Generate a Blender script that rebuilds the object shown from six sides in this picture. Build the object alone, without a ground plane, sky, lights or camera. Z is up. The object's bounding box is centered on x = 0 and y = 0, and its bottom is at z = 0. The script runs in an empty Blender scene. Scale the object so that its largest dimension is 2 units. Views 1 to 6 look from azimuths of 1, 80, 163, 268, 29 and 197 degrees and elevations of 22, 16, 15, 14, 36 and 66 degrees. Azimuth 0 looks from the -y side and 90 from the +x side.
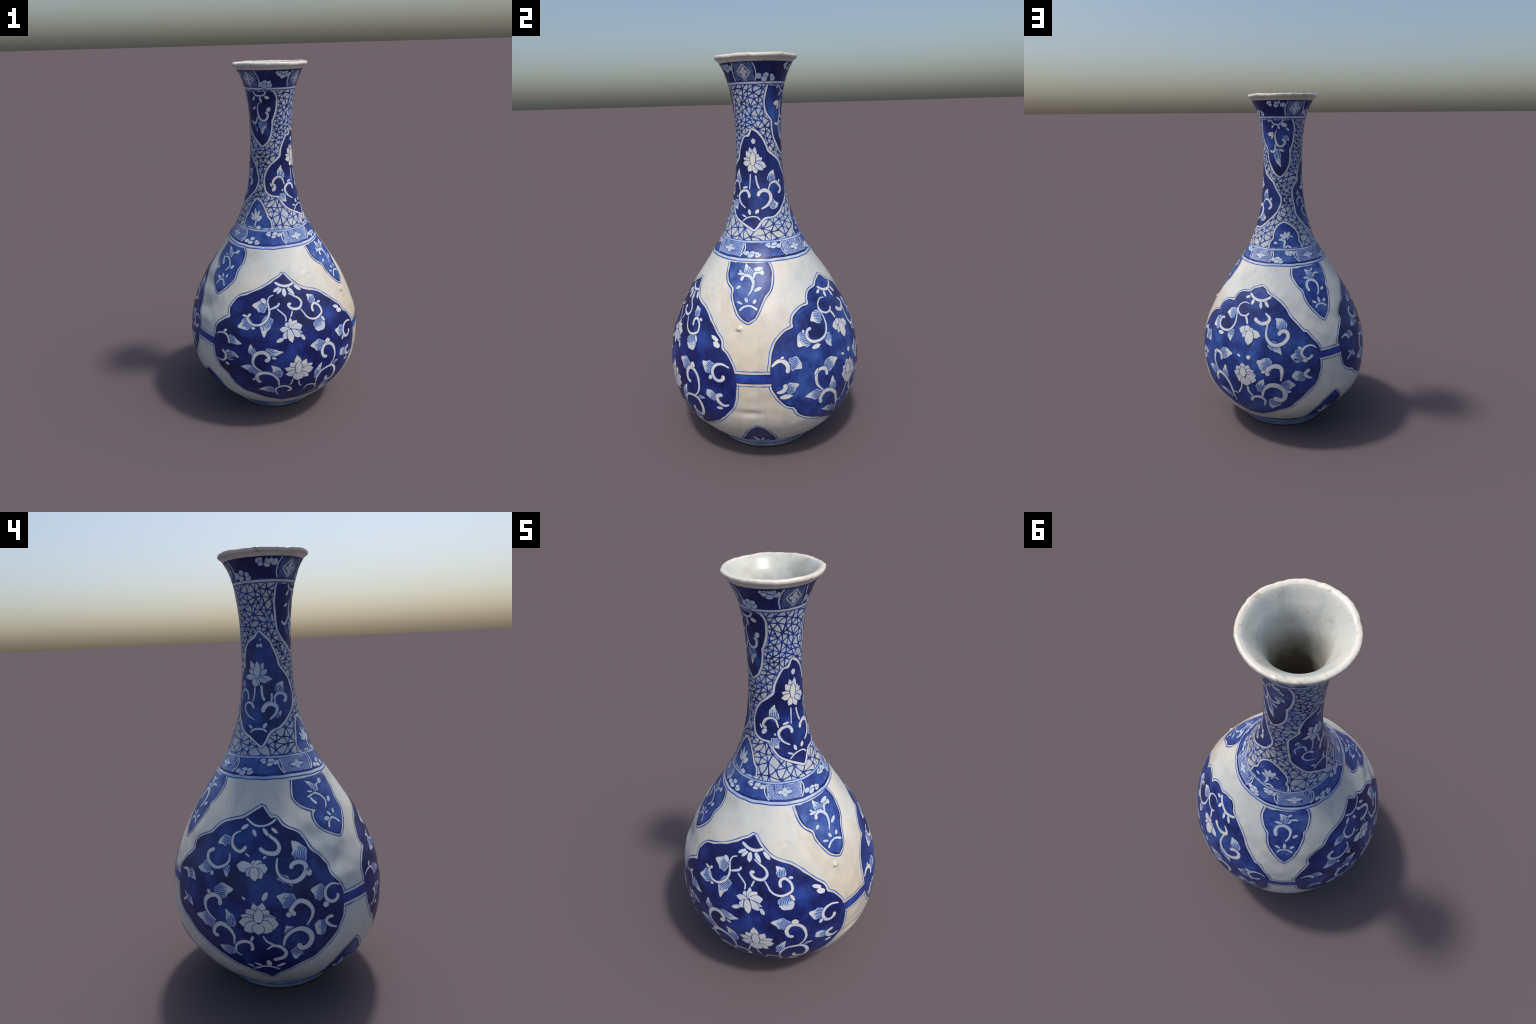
"""Blue and white porcelain bottle vase.

The clay body is one surface of revolution r(z) with hand-made dents and lumps.
The underglaze painting is laid on it brush stroke by brush stroke: every panel,
scroll, leaf, petal, vein and lattice line is a thin skin of glaze colour that
follows the body.  All painting is described in (azimuth in degrees, height in
metres) on the vase, relative to the centre line of its panel.
"""
import bpy, math, random
import numpy as np
from mathutils import Vector
from mathutils.geometry import delaunay_2d_cdt

RND = random.Random(7)

# ------------------------------------------------------------------ profile
# (height, radius) of the outer wall, from the crease above the foot to the lip
WALL = [(0.054, .2740), (0.064, .2900), (0.078, .3140), (0.092, .3370), (0.106, .3590), (0.13, .3850), (0.20, .4460), (0.28, .4880), (0.37, .5075), (0.46, .5115),
        (0.55, .5025), (0.64, .4800), (0.73, .4420), (0.82, .3965), (0.90, .3470), (0.98, .2932),
        (1.06, .2398), (1.14, .1971), (1.22, .1660), (1.32, .1385), (1.44, .1210), (1.56, .1143),
        (1.66, .1145), (1.74, .1182), (1.80, .1250), (1.85, .1335), (1.89, .1435), (1.93, .1590), (1.965, .1790), (1.978, .1890)]
# the neck leans a few millimetres to the back of the foot
LEAN = [(0.0, -.001), (.25, .000), (.55, .001), (.85, .0028), (1.2, .0034), (1.6, .0026), (1.9, .001), (2.0, .001)]


def natural_spline(xs, ys):
    xs, ys = np.array(xs, float), np.array(ys, float)
    n, h = len(xs), np.diff(xs)
    a, b = np.eye(n), np.zeros(n)
    for i in range(1, n - 1):
        a[i, i - 1:i + 2] = h[i - 1], 2 * (h[i - 1] + h[i]), h[i]
        b[i] = 6 * ((ys[i + 1] - ys[i]) / h[i] - (ys[i] - ys[i - 1]) / h[i - 1])
    m = np.linalg.solve(a, b)

    def f(x):
        x = np.clip(np.asarray(x, float), xs[0], xs[-1])
        k = np.clip(np.searchsorted(xs, x) - 1, 0, n - 2)
        t0, t1 = x - xs[k], xs[k + 1] - x
        return (m[k] * t1 ** 3 + m[k + 1] * t0 ** 3) / (6 * h[k]) + (ys[k] / h[k] - m[k] * h[k] / 6) * t1 + (ys[k + 1] / h[k] - m[k + 1] * h[k] / 6) * t0
    return f


_WALL = natural_spline(*zip(*WALL))
_ZT = np.linspace(.054, 1.978, 3000)
_RT = _WALL(_ZT)


def radius(z):
    return np.interp(z, _ZT, _RT)


def lean(z):
    return np.interp(z, *zip(*LEAN))


# dents and lumps of the hand-thrown wall: azimuth, height, depth, size round, size up (metres)
LUMPS = [(64.5, .755, .0115, .0085, .0065), (64.0, .741, -.003, .010, .004),
         (72, .352, -.007, .045, .014), (72, .380, .002, .06, .02),
         (75, .205, -.008, .075, .050), (213, .195, -.009, .08, .050), (220, .215, -.004, .02, .02), (311, .255, -.009, .07, .045), (318, .20, .003, .03, .03), (300, .19, -.004, .03, .02),
         (-57, .690, -.009, .034, .030), (-56, .775, .003, .05, .03), (-66, .805, -.006, .06, .028), (-52, .740, -.004, .03, .03), (-54, .630, .004, .03, .02),
         (30, .905, .003, .015, .01), (33, .895, -.003, .010, .008), (48, .915, .003, .02, .012),
         (-84, .93, -.006, .06, .06), (-20, .97, -.004, .03, .05), (10, .90, -.004, .05, .06), (128, .87, -.004, .06, .05), (312, .93, -.004, .05, .05),
         (-150, .80, .004, .03, .03), (-142, .76, -.004, .03, .03), (170, .82, -.004, .03, .04), (178, .88, .003, .03, .03),
         (-30, 1.030, .007, .06, .022), (130, 1.040, .005, .09, .035), (250, 1.045, .006, .10, .035)]
_H = [(RND.randint(2, 9), RND.uniform(6, 26), RND.uniform(0, 6.3), RND.uniform(0, 6.3)) for _ in range(26)]
_F = [(RND.randint(11, 34), RND.uniform(28, 95), RND.uniform(0, 6.3), RND.uniform(0, 6.3)) for _ in range(34)]


def relief(az, z):
    a = np.radians(az)
    d = np.zeros(np.broadcast(a, z).shape)
    for c, h, amp, sa, sz in LUMPS:
        da = (az - c + 180) % 360 - 180
        d = d + amp * np.exp(-.5 * ((np.radians(da) * radius(h) / sa) ** 2 + ((z - h) / sz) ** 2))
    body = np.clip((1.45 - z) / .7, .25, 1) * np.clip((z - .054) / .06, 0, 1)
    w = sum(np.sin(k * a + p) * np.sin(f * z + q) for k, f, p, q in _H) / len(_H) ** .5
    fine = sum(np.sin(k * a + p + .8 * np.sin(9 * z + q)) * np.sin(f * z + q) for k, f, p, q in _F) / len(_F) ** .5
    w = w + .46 * fine * (.6 + .4 * np.sin(3 * a + 7 * z))
    ripple = np.sin(55 * z + 3 * np.sin(2 * a)) * .0004
    return d + body * (.0019 * w + ripple)


def skin(az, z, lift=0.0):
    """points and normals of the wall, lifted by some tenths of a millimetre"""
    az, z = np.asarray(az, float), np.asarray(z, float)

    def p(az, z):
        r, a = radius(z) + relief(az, z), np.radians(az)
        return np.stack([r * np.sin(a), lean(z) - r * np.cos(a), z + 0 * a], -1)
    e = 1e-3
    n = np.cross(p(az + .1, z) - p(az - .1, z), p(az, z + e) - p(az, z - e))
    n /= np.linalg.norm(n, axis=-1, keepdims=True)
    return p(az, z) + n * np.asarray(lift)[..., None], n


# ------------------------------------------------------------------ materials
def material(name, build):
    m = bpy.data.materials.new(name)
    m.use_nodes = True
    t = m.node_tree
    t.nodes.clear()
    out, bsdf = t.nodes.new("ShaderNodeOutputMaterial"), t.nodes.new("ShaderNodeBsdfPrincipled")
    t.links.new(bsdf.outputs[0], out.inputs[0])
    build(t, bsdf)
    return m


def lin(*srgb):
    return tuple(((c / 255 + .055) / 1.055) ** 2.4 if c > 10 else c / 255 / 12.92 for c in srgb) + (1,)


def noise(t, scale, detail=3, rough=.55, stretch=(1, 1, 1), distort=0.0):
    co, mp, n = t.nodes.new("ShaderNodeTexCoord"), t.nodes.new("ShaderNodeMapping"), t.nodes.new("ShaderNodeTexNoise")
    mp.inputs["Scale"].default_value = stretch
    t.links.new(co.outputs["Object"], mp.inputs[0])
    t.links.new(mp.outputs[0], n.inputs["Vector"])
    n.inputs["Scale"].default_value, n.inputs["Detail"].default_value = scale, detail
    n.inputs["Roughness"].default_value, n.inputs["Distortion"].default_value = rough, distort
    return n.outputs[0]


def ramp(t, fac, *stops):
    r = t.nodes.new("ShaderNodeValToRGB")
    e = r.color_ramp.elements
    while len(e) < len(stops):
        e.new(.5)
    for el, (pos, col) in zip(e, stops):
        el.position, el.color = pos, col
    t.links.new(fac, r.inputs[0])
    return r.outputs[0]


def mix(t, fac, a, b, mode="MIX"):
    n = t.nodes.new("ShaderNodeMix")
    n.data_type, n.blend_type = "RGBA", mode
    for v, s in ((fac, n.inputs[0]), (a, n.inputs[6]), (b, n.inputs[7])):
        if hasattr(v, "is_linked"):
            t.links.new(v, s)
        else:
            s.default_value = v
    return n.outputs[2]


def glaze(bsdf, rough=.34, spec=.42):
    bsdf.inputs["Roughness"].default_value = rough
    bsdf.inputs["Specular IOR Level"].default_value = spec


def paint(name, dark, mid, light, scale=9.0, stretch=(1, 1, 1), lo=.30, hi=.72, fine=.42):
    """cobalt wash: pools of darker and lighter blue with brush streaks in it"""
    def build(t, bsdf):
        c = ramp(t, noise(t, scale, 4, .5, stretch, .6), (lo, dark), ((lo + hi) / 2, mid), (hi, light))
        streak = ramp(t, noise(t, 26, 3, .6, (1, 1, .35), 1.5), (.34, (.62, .62, .70, 1)), (.52, (1.0, 1.0, 1.0, 1)), (.68, (1.30, 1.28, 1.20, 1)))
        t.links.new(mix(t, fine * 2, c, streak, "MULTIPLY"), bsdf.inputs["Base Color"])
        glaze(bsdf)
    return material(name, build)


def flat(name, a, b, scale=30):
    def build(t, bsdf):
        t.links.new(ramp(t, noise(t, scale, 3), (.35, a), (.65, b)), bsdf.inputs["Base Color"])
        glaze(bsdf)
    return material(name, build)


def painted_throat_shade(t, height):
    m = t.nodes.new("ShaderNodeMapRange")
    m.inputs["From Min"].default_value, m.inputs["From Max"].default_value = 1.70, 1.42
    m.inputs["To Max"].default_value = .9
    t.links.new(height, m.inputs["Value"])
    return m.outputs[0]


def speckled(name, a, b, c, spot=None, spots=.0, rough=.34, cream=None, pins=True, throat_darkened=False, loose=.60):
    """off-white glaze with cloudy tone, pin holes and grime"""
    def build(t, bsdf):
        col = ramp(t, noise(t, 3.2, 4, .55, (1, 1, .8), .4), (.32, a), (.52, b), (.70, c))
        if cream:                    # warm light on the belly's right flank, tinted into the glaze colour
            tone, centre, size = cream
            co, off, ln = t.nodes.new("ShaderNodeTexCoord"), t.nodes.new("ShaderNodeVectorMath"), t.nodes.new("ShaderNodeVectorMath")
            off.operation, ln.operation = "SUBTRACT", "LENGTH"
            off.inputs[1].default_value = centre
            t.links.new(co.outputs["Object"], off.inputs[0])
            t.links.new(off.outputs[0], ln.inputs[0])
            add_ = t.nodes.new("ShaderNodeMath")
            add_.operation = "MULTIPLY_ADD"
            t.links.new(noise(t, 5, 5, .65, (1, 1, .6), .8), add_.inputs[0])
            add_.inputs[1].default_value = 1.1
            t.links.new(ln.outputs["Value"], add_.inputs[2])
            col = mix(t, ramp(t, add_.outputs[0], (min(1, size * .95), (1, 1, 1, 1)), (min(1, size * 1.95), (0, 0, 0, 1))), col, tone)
        streak = ramp(t, noise(t, 16, 4, .6, (1, 1, .22), .5), (.34, (.86, .895, .935, 1)), (.50, (.98, .985, .99, 1)), (.66, (1.03, 1.02, 1.0, 1)))
        col = mix(t, .8, col, streak, "MULTIPLY")
        if spot:
            col = mix(t, ramp(t, noise(t, 34, 5, .65), (loose, (0, 0, 0, 1)), (loose + .14, (spots, spots, spots, 1))), col, spot)
        v = t.nodes.new("ShaderNodeTexVoronoi")
        co = t.nodes.new("ShaderNodeTexCoord")
        t.links.new(co.outputs["Object"], v.inputs["Vector"])
        v.inputs["Scale"].default_value = 13
        pin = ramp(t, v.outputs["Distance"], (.035, (.75, .75, .75, 1)), (.055, (0, 0, 0, 1)))
        few = ramp(t, v.outputs["Color"], (.84, (0, 0, 0, 1)), (.88, (1, 1, 1, 1)))
        if pins:
            col = mix(t, mix(t, 1.0, pin, few, "MULTIPLY"), col, lin(95, 85, 75))
        if throat_darkened:                     # shadow deep in the throat, painted as a darkening with depth
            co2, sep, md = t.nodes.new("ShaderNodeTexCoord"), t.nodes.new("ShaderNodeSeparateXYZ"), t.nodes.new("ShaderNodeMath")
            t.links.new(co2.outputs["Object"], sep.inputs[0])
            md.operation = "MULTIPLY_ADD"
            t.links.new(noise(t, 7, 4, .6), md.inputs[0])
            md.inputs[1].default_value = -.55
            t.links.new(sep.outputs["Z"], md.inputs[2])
            col = mix(t, painted_throat_shade(t, md.outputs[0]), col, lin(88, 82, 70))
        t.links.new(col, bsdf.inputs["Base Color"])
        b2 = t.nodes.new("ShaderNodeBump")
        b2.inputs["Strength"].default_value, b2.inputs["Distance"].default_value = .25, .004
        t.links.new(noise(t, 22, 3, .5, (1, 1, .6)), b2.inputs["Height"])
        t.links.new(b2.outputs[0], bsdf.inputs["Normal"])
        glaze(bsdf, rough)
    return material(name, build)


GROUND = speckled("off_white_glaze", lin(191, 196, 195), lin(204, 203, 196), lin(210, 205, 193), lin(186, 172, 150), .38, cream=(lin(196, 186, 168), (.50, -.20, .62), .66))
NECK = speckled("bluish_neck_glaze", lin(166, 180, 202), lin(184, 187, 188), lin(192, 187, 176), lin(150, 170, 200), .30)  # whites dulled and cooled to carry the shading baked on the neck
LIP = speckled("worn_cream_lip", lin(200, 196, 184), lin(214, 208, 196), lin(222, 217, 206), lin(150, 122, 90), .8, loose=.585)
INSIDE = speckled("grey_green_inner_glaze", lin(182, 186, 180), lin(194, 195, 187), lin(202, 200, 190), lin(120, 110, 92), .3, pins=False, throat_darkened=True)
FOOT = flat("pale_blue_foot_glaze", lin(92, 106, 128), lin(140, 150, 164), 7)  # base colour lowered for the shadow the belly casts on the foot
BISCUIT = flat("bare_dark_clay", lin(66, 58, 48), lin(92, 80, 64), 40)
PANEL = paint("cobalt_wash", lin(24, 31, 84), lin(36, 58, 128), lin(56, 92, 164), 6.5)
PANEL_DEEP = paint("deep_cobalt_wash", lin(15, 18, 64), lin(22, 33, 98), lin(36, 62, 138), 6.5)
PANEL_DARK = paint("dark_cobalt_wash", lin(17, 22, 70), lin(26, 42, 108), lin(42, 76, 150), 6.5)
PANEL_PALE = paint("pale_cobalt_wash", lin(32, 50, 122), lin(48, 74, 144), lin(76, 104, 168), 8.5)
BAND = paint("band_cobalt", lin(34, 52, 122), lin(48, 76, 146), lin(78, 106, 170), 8)
BAND_DARK = paint("dark_band_cobalt", lin(16, 20, 70), lin(21, 33, 102), lin(34, 64, 144), 9)
BAR = paint("bar_cobalt", lin(26, 42, 118), lin(36, 62, 146), lin(46, 78, 162), 9)
WASH = flat('leaf_base_wash', lin(142, 166, 204), lin(172, 188, 210), 20)
WASH_EDGE = flat('leaf_middle_wash', lin(172, 188, 210), lin(192, 200, 210), 20)
SOFT = flat('soft_blue_edge', lin(92, 120, 178), lin(140, 162, 198), 20)
HALO = flat('blue_bleeding', lin(176, 188, 202), lin(192, 198, 200), 14)
VEIN_LINE = flat('leaf_vein_line', lin(26, 48, 122), lin(48, 78, 156), 18)
CONTOUR = flat("dark_cobalt_line", lin(15, 20, 74), lin(26, 46, 126), 16)
LINE = flat("cobalt_line", lin(30, 54, 134), lin(64, 96, 172), 18)
LATTICE = flat("lattice_cobalt", lin(18, 28, 88), lin(36, 64, 142), 14)
LATTICE_WASH = flat('lattice_bleeding', lin(128, 152, 196), lin(166, 180, 204), 20)
PALE_WHITE = flat('pale_blue_white', lin(164, 184, 214), lin(204, 208, 214), 16)
WHITE = flat("reserved_white", lin(190, 198, 212), lin(216, 211, 203), 14)
PALE = flat("bluish_white", lin(134, 160, 206), lin(190, 200, 212), 12)

# ------------------------------------------------------------------ meshes
ROOT = bpy.data.objects.new("porcelain_vase", None)
bpy.context.scene.collection.objects.link(ROOT)
ROOT["label"] = "blue and white porcelain bottle vase with painted floral medallions"
ROOT["category"] = "vase"


def add(name, verts, norms, faces, mats, slots=None, parent=None):
    me = bpy.data.meshes.new(name)
    me.from_pydata(verts.tolist() if hasattr(verts, "tolist") else verts, [], faces)
    for m in mats:
        me.materials.append(m)
    if slots is not None:
        me.polygons.foreach_set("material_index", np.array(slots, np.int32))
    me.polygons.foreach_set("use_smooth", np.ones(len(me.polygons), bool))
    me.normals_split_custom_set_from_vertices(np.asarray(norms).tolist())
    o = bpy.data.objects.new(name, me)
    bpy.context.scene.collection.objects.link(o)
    o.parent = parent or ROOT
    return o


class Sheet:
    """collects painted skins (az, z, lift, material) into one mesh"""
    def __init__(self):
        self.az, self.z, self.h, self.f, self.s, self.m, self.n = [], [], [], [], [], [], 0

    def slot(self, mat):
        if mat not in self.m:
            self.m.append(mat)
        return self.m.index(mat)

    def tris(self, az, z, faces, mat, lift):
        s, o = self.slot(mat), self.n
        self.az.append(np.asarray(az, float)), self.z.append(np.asarray(z, float)), self.h.append(np.full(len(az), lift))
        self.f += [tuple(i + o for i in f) for f in faces]
        self.s += [s] * len(faces)
        self.n += len(az)

    def strip(self, left, right, mat, lift, across=2):
        """a band between two rows of (az, z) points"""
        left, right = np.asarray(left, float), np.asarray(right, float)
        k = across + 1
        g = np.stack([left + (right - left) * (j / across) for j in range(k)], 1)
        q = [(i * k + j, i * k + j + 1, (i + 1) * k + j + 1, (i + 1) * k + j) for i in range(len(left) - 1) for j in range(across)]
        g = g.reshape(-1, 2)
        self.tris(g[:, 0], g[:, 1], q, mat, lift)

    def finish(self, name, parent):
        if not self.n:
            return None
        az, z, h = map(np.concatenate, (self.az, self.z, self.h))
        p, n = skin(az, z, h)
        # faces must look outwards
        f = np.array([q[:3] for q in self.f])
        w = np.cross(p[f[:, 1]] - p[f[:, 0]], p[f[:, 2]] - p[f[:, 0]])
        flip = (w * n[f[:, 0]]).sum(1) < 0
        faces = [q[::-1] if fl else q for q, fl in zip(self.f, flip)]
        return add(name, p, n, faces, self.m, self.s, parent)


# ------------------------------------------------------------------ brush geometry in (az, z)
def metric(az, z):
    """metres per degree round the wall, metres of wall per metre of height"""
    r = radius(z)
    dr = (radius(z + .004) - radius(z - .004)) / .008
    return np.radians(1) * r, np.sqrt(1 + dr * dr)


def smooth_line(pts, step=.005):
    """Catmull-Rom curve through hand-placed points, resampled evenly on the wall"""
    p = np.asarray(pts, float)
    if len(p) == 2:
        d = np.linspace(0, 1, 9)[:, None]
        c = p[0] + (p[1] - p[0]) * d
    else:
        q = np.vstack([2 * p[0] - p[1], p, 2 * p[-1] - p[-2]])
        t = np.linspace(0, 1, 14, endpoint=False)[:, None]
        c = np.vstack([.5 * (2 * q[i] + (q[i + 1] - q[i - 1]) * t + (2 * q[i - 1] - 5 * q[i] + 4 * q[i + 1] - q[i + 2]) * t ** 2
                             + (3 * q[i] - q[i - 1] - 3 * q[i + 1] + q[i + 2]) * t ** 3) for i in range(1, len(q) - 2)] + [p[-1:]])
    return even(c, step)


def lengths(c):
    ma, mz = metric(c[:, 0], c[:, 1])
    d = np.diff(c, axis=0) * np.stack([ma, mz], 1)[:-1]
    return np.concatenate([[0], np.cumsum(np.hypot(d[:, 0], d[:, 1]))])


def even(c, step):
    s = lengths(c)
    n = max(5, int(s[-1] / step) + 1)
    t = np.linspace(0, s[-1], n)
    return np.stack([np.interp(t, s, c[:, 0]), np.interp(t, s, c[:, 1])], 1)


def normals2(c):
    ma, mz = metric(c[:, 0], c[:, 1])
    g = np.gradient(c, axis=0) * np.stack([ma, mz], 1)
    g /= np.maximum(np.hypot(g[:, 0], g[:, 1]), 1e-9)[:, None]
    return np.stack([-g[:, 1] / ma, g[:, 0] / mz], 1)


def ribbon(sheet, c, half, mat, lift, across=2):
    n = normals2(c)
    half = np.broadcast_to(half, (len(c),))[:, None]
    sheet.strip(c + n * half, c - n * half, mat, lift, across)


def hand(n, amount, size=7):
    """slow random change of a brush width"""
    k = max(2, n // size + 2)
    return 1 + amount * np.interp(np.linspace(0, k - 1, n), np.arange(k), [RND.uniform(-1, 1) for _ in range(k)])


def grow(c, by):
    """lengthen a line at both ends"""
    ma, mz = metric(c[:, 0], c[:, 1])
    m = np.stack([ma, mz], 1)
    d0, d1 = (c[0] - c[1]) * m[0], (c[-1] - c[-2]) * m[-1]
    a = c[0] + d0 / max(np.hypot(*d0), 1e-9) * by / m[0]
    b = c[-1] + d1 / max(np.hypot(*d1), 1e-9) * by / m[-1]
    return np.vstack([a, c, b])


LINES, RIM, FILL, EDGE = .0003, .00045, .0006, .00072
LEAF, VEIN, STEM, BLOOM = .00082, .00105, .00115, .0013     # lift of the brush layers
CONT = .0001                                            # a fill sits this much above its own outline
OUTLINE = .0022


def cap(c, half):
    """round both ends of a stroke"""
    s = lengths(c)
    e = np.minimum(s, s[-1] - s)
    w = np.maximum(half, 1e-5)
    return half * np.sqrt(np.clip(1 - (1 - np.clip(e / w, 0, 1)) ** 2, .02, 1))


def outlined(sheet, c, half, mat=None, lift=0.0, outline=OUTLINE, contour=None):
    big = grow(c, outline)
    ribbon(sheet, big, np.concatenate([[outline * .5], half + outline * hand(len(half), .4), [outline * .5]]), contour or CONTOUR, lift)
    ribbon(sheet, c, half, SOFT, lift + CONT * .5, 4)
    ribbon(sheet, c, half - np.minimum(.0018, half * .34), mat or WHITE, CONT + lift, 4)


class Panel:
    def __init__(self, name, centre, wash=None, contour=None, gain=1.0, white=None):
        self.c, self.wash, self.contour = centre, wash or PANEL, contour or CONTOUR
        self.white = white or WHITE
        self.ob = None
        self.name = name
        self.left = self.right = None
        self.flower, self.gain = False, gain
        self.todo = []

    # outline of the painted panel: down the left side, down the right side
    def edge(self, *p):
        self.left = [(a + self.c, z) for a, z in p]

    def edge2(self, *p):
        self.right = [(a + self.c, z) for a, z in p]

    def at(self, p):
        return np.array([(q[0] + self.c, q[1]) for q in p], float)

    def keep(self, kind, sheet):
        self.todo.append((kind, sheet))

    def scroll(self, w, *p):
        """a curling brush stroke that swells towards its hooked end"""
        s, c = Sheet(), smooth_line(self.at(p), .004)
        t = np.linspace(0, 1, len(c))
        half = w * .56 * self.gain * (.40 + .60 * np.clip(t / .5, 0, 1) ** .8 + .10 * np.clip((t - .85) / .15, 0, 1)) * hand(len(c), .10)
        outlined(s, c, cap(c, half), self.white, STEM, contour=self.contour)
        self.keep("scroll", s)

    def stroke(self, w, *p):
        s, c = Sheet(), smooth_line(self.at(p), .004)
        outlined(s, c, cap(c, w * .55 * self.gain * hand(len(c), .12)), self.white, STEM, contour=self.contour)
        self.keep("stem", s)

    def petal_shape(self, s, base, tip, w, lift=BLOOM, outline=OUTLINE):
        c = even(np.linspace(base, tip, 12), .004)
        c = even(c, lengths(c)[-1] / 13)
        t = np.linspace(0, 1, len(c))
        half = w / 2 * (np.sin(np.pi * np.clip(t * .74 + .15, 0, 1)) ** .8) * np.clip((1.01 - t) / .24, 0, 1) ** .55 * hand(len(c), .08)
        outlined(s, c, half, self.white, lift, outline, self.contour)

    def petal(self, base, tip, w):
        s = Sheet()
        b, e = self.at([base, tip])
        self.petal_shape(s, b, e, w * .96 * self.gain, BLOOM + .00155 if self.flower else BLOOM)
        self.flower = False
        self.keep("petal", s)

    def lotus(self, centre, *tips):
        s = Sheet()
        o = self.at([centre])[0]
        for k, (a, z, w) in enumerate(tips):
            tip = np.array([a + self.c, z])
            self.petal_shape(s, o + (tip - o) * .12, tip, w * 1.12, BLOOM + .00005 + k * .00012, .0021)
        self.flower = True      # a petal drawn next is the front petal of this flower
        self.keep("lotus_flower", s)

    def leaf(self, base, tip, w, blunt=False):
        """fan-shaped acanthus leaf: combed veins at the base, white tip"""
        s = Sheet()
        b, e = self.at([base, tip])
        e, w = b + (e - b) * (1.06 + (self.gain - 1) * .5), w * self.gain * 1.10
        ma, mz = metric(*((b + e) / 2))
        d = (e - b) * (ma, mz)
        side = np.array([-d[1] / ma, d[0] / mz]) / np.hypot(*d)
        bend = RND.choice((-1, 1)) * RND.uniform(.06, .16) * np.hypot(*d)
        t = np.linspace(0, 1, 17)
        c = b + (e - b) * t[:, None] + side * (bend * np.sin(np.pi * t))[:, None]
        if blunt:
            half = w / 2 * (.80 + .2 * np.sin(np.pi * t)) * np.clip((1.03 - t) / .12, .0, 1) ** .4
        else:
            half = w / 2 * (.70 + .30 * np.sin(np.pi * np.clip(t * 1.15, 0, 1))) * np.clip((1.01 - t) / .58, 0, 1) ** .52
        lobes = 1 + .07 * np.sin(t * 15 + RND.uniform(0, 6))
        outlined(s, c, half * lobes * .95, WHITE, LEAF, OUTLINE, self.contour)
        for k, (a0, a1, mat) in enumerate(((0, 8, WASH), (7, 10, WASH_EDGE), (9, 11, PALE))):
            q = (half * lobes * .95 - .0022)[a0:a1 + 1]
            ribbon(s, c[a0:a1 + 1], np.maximum(q, .001), mat, LEAF + CONT * (1.7 - .15 * k), 4)
        n = max(3, min(8, int(w / .0095)))
        side_n = normals2(c)
        for k in range(n):
            u = (k + .5) / n * 2 - 1
            u *= .86
            t0, t1 = .05, RND.uniform(.56, .74) * (1 - .30 * abs(u))
            tt = np.linspace(t0, t1, 8)
            idx = tt * 16
            cc = np.stack([np.interp(idx, np.arange(17), c[:, i]) for i in (0, 1)], 1)
            nn = np.stack([np.interp(idx, np.arange(17), side_n[:, i]) for i in (0, 1)], 1)
            hh = np.interp(idx, np.arange(17), half * .95)
            v = cc + nn * (u * hh + .0025 * np.sin(tt * 9))[:, None]
            ribbon(s, v, .0019 * hand(8, .25) * np.array([1, 1, 1, 1, 1, 1, .9, .5]), VEIN_LINE, VEIN, 1)
        self.keep("leaf", s)

    # ---- outline
    def outline(self, open_top=False):
        l, r = smooth_line(self.left, .006), smooth_line(self.right, .006)
        if open_top:
            return np.vstack([l, r[::-1]])
        return l, r

    def build(self, rim=.0, line=None, thin=.0019, hanging=False, standing=False, skip=None, edge_line=.0022, name="medallion", cell=.0085, near=None, halo=False):
        """fill, dark brush edge, white reserve and thin outer line"""
        l, r = smooth_line(self.left, .006), smooth_line(self.right, .006)
        if hanging:      # open at the top: left down to the tip, back up the right
            path = np.vstack([l, smooth_line([self.left[-1], self.right[-1]], .006)[1:-1], r[::-1]])
        elif standing:   # open at the foot: left foot up to the tip, down the right
            path = np.vstack([l[::-1], smooth_line([self.left[0], self.right[0]], .006)[1:-1], r])
        else:
            path = np.vstack([l, smooth_line([self.left[-1], self.right[-1]], .006)[1:-1], r[::-1], smooth_line([self.right[0], self.left[0]], .006)[1:]])
        body = Sheet()
        fill(body, path, self.wash, FILL, cell)
        for seg in pieces(path, near):
            ribbon(body, seg, edge_line / 2 * hand(len(seg), .7, 5), CONTOUR, EDGE)
        self.ob = body.finish(name, ROOT)
        trim = Sheet()
        closed = not (hanging or standing)
        if rim:
            out = offset(path, rim / 2, closed)
            for seg in pieces(out, skip):
                ribbon(trim, seg, rim / 2 * hand(len(seg), .15, 6), WHITE, RIM)
        if line:
            out = offset(path, line, closed)
            for seg in pieces(out, skip):
                if halo:
                    ribbon(trim, seg, .0052 * hand(len(seg), .5, 6), HALO, LINES - .00015)
                ribbon(trim, seg, thin * hand(len(seg), .45, 6), LINE, LINES + .0001)
        o = trim.finish("outline", self.ob)
        if o:
            o["kind"] = "stuff"
        for kind, s in self.todo:
            s.finish(kind, self.ob)


def pieces(path, skip):
    if skip is None:
        return [path]
    ok, out, cur = [not skip(a, z) for a, z in path], [], []
    if all(ok):
        return [path]
    k = ok.index(False)
    path, ok = np.roll(path, -k, axis=0), ok[k:] + ok[:k]
    for p, good in zip(path, ok):
        if good:
            cur.append(p)
        else:
            if len(cur) > 4:
                out.append(np.array(cur))
            cur = []
    if len(cur) > 4:
        out.append(np.array(cur))
    return out


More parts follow.
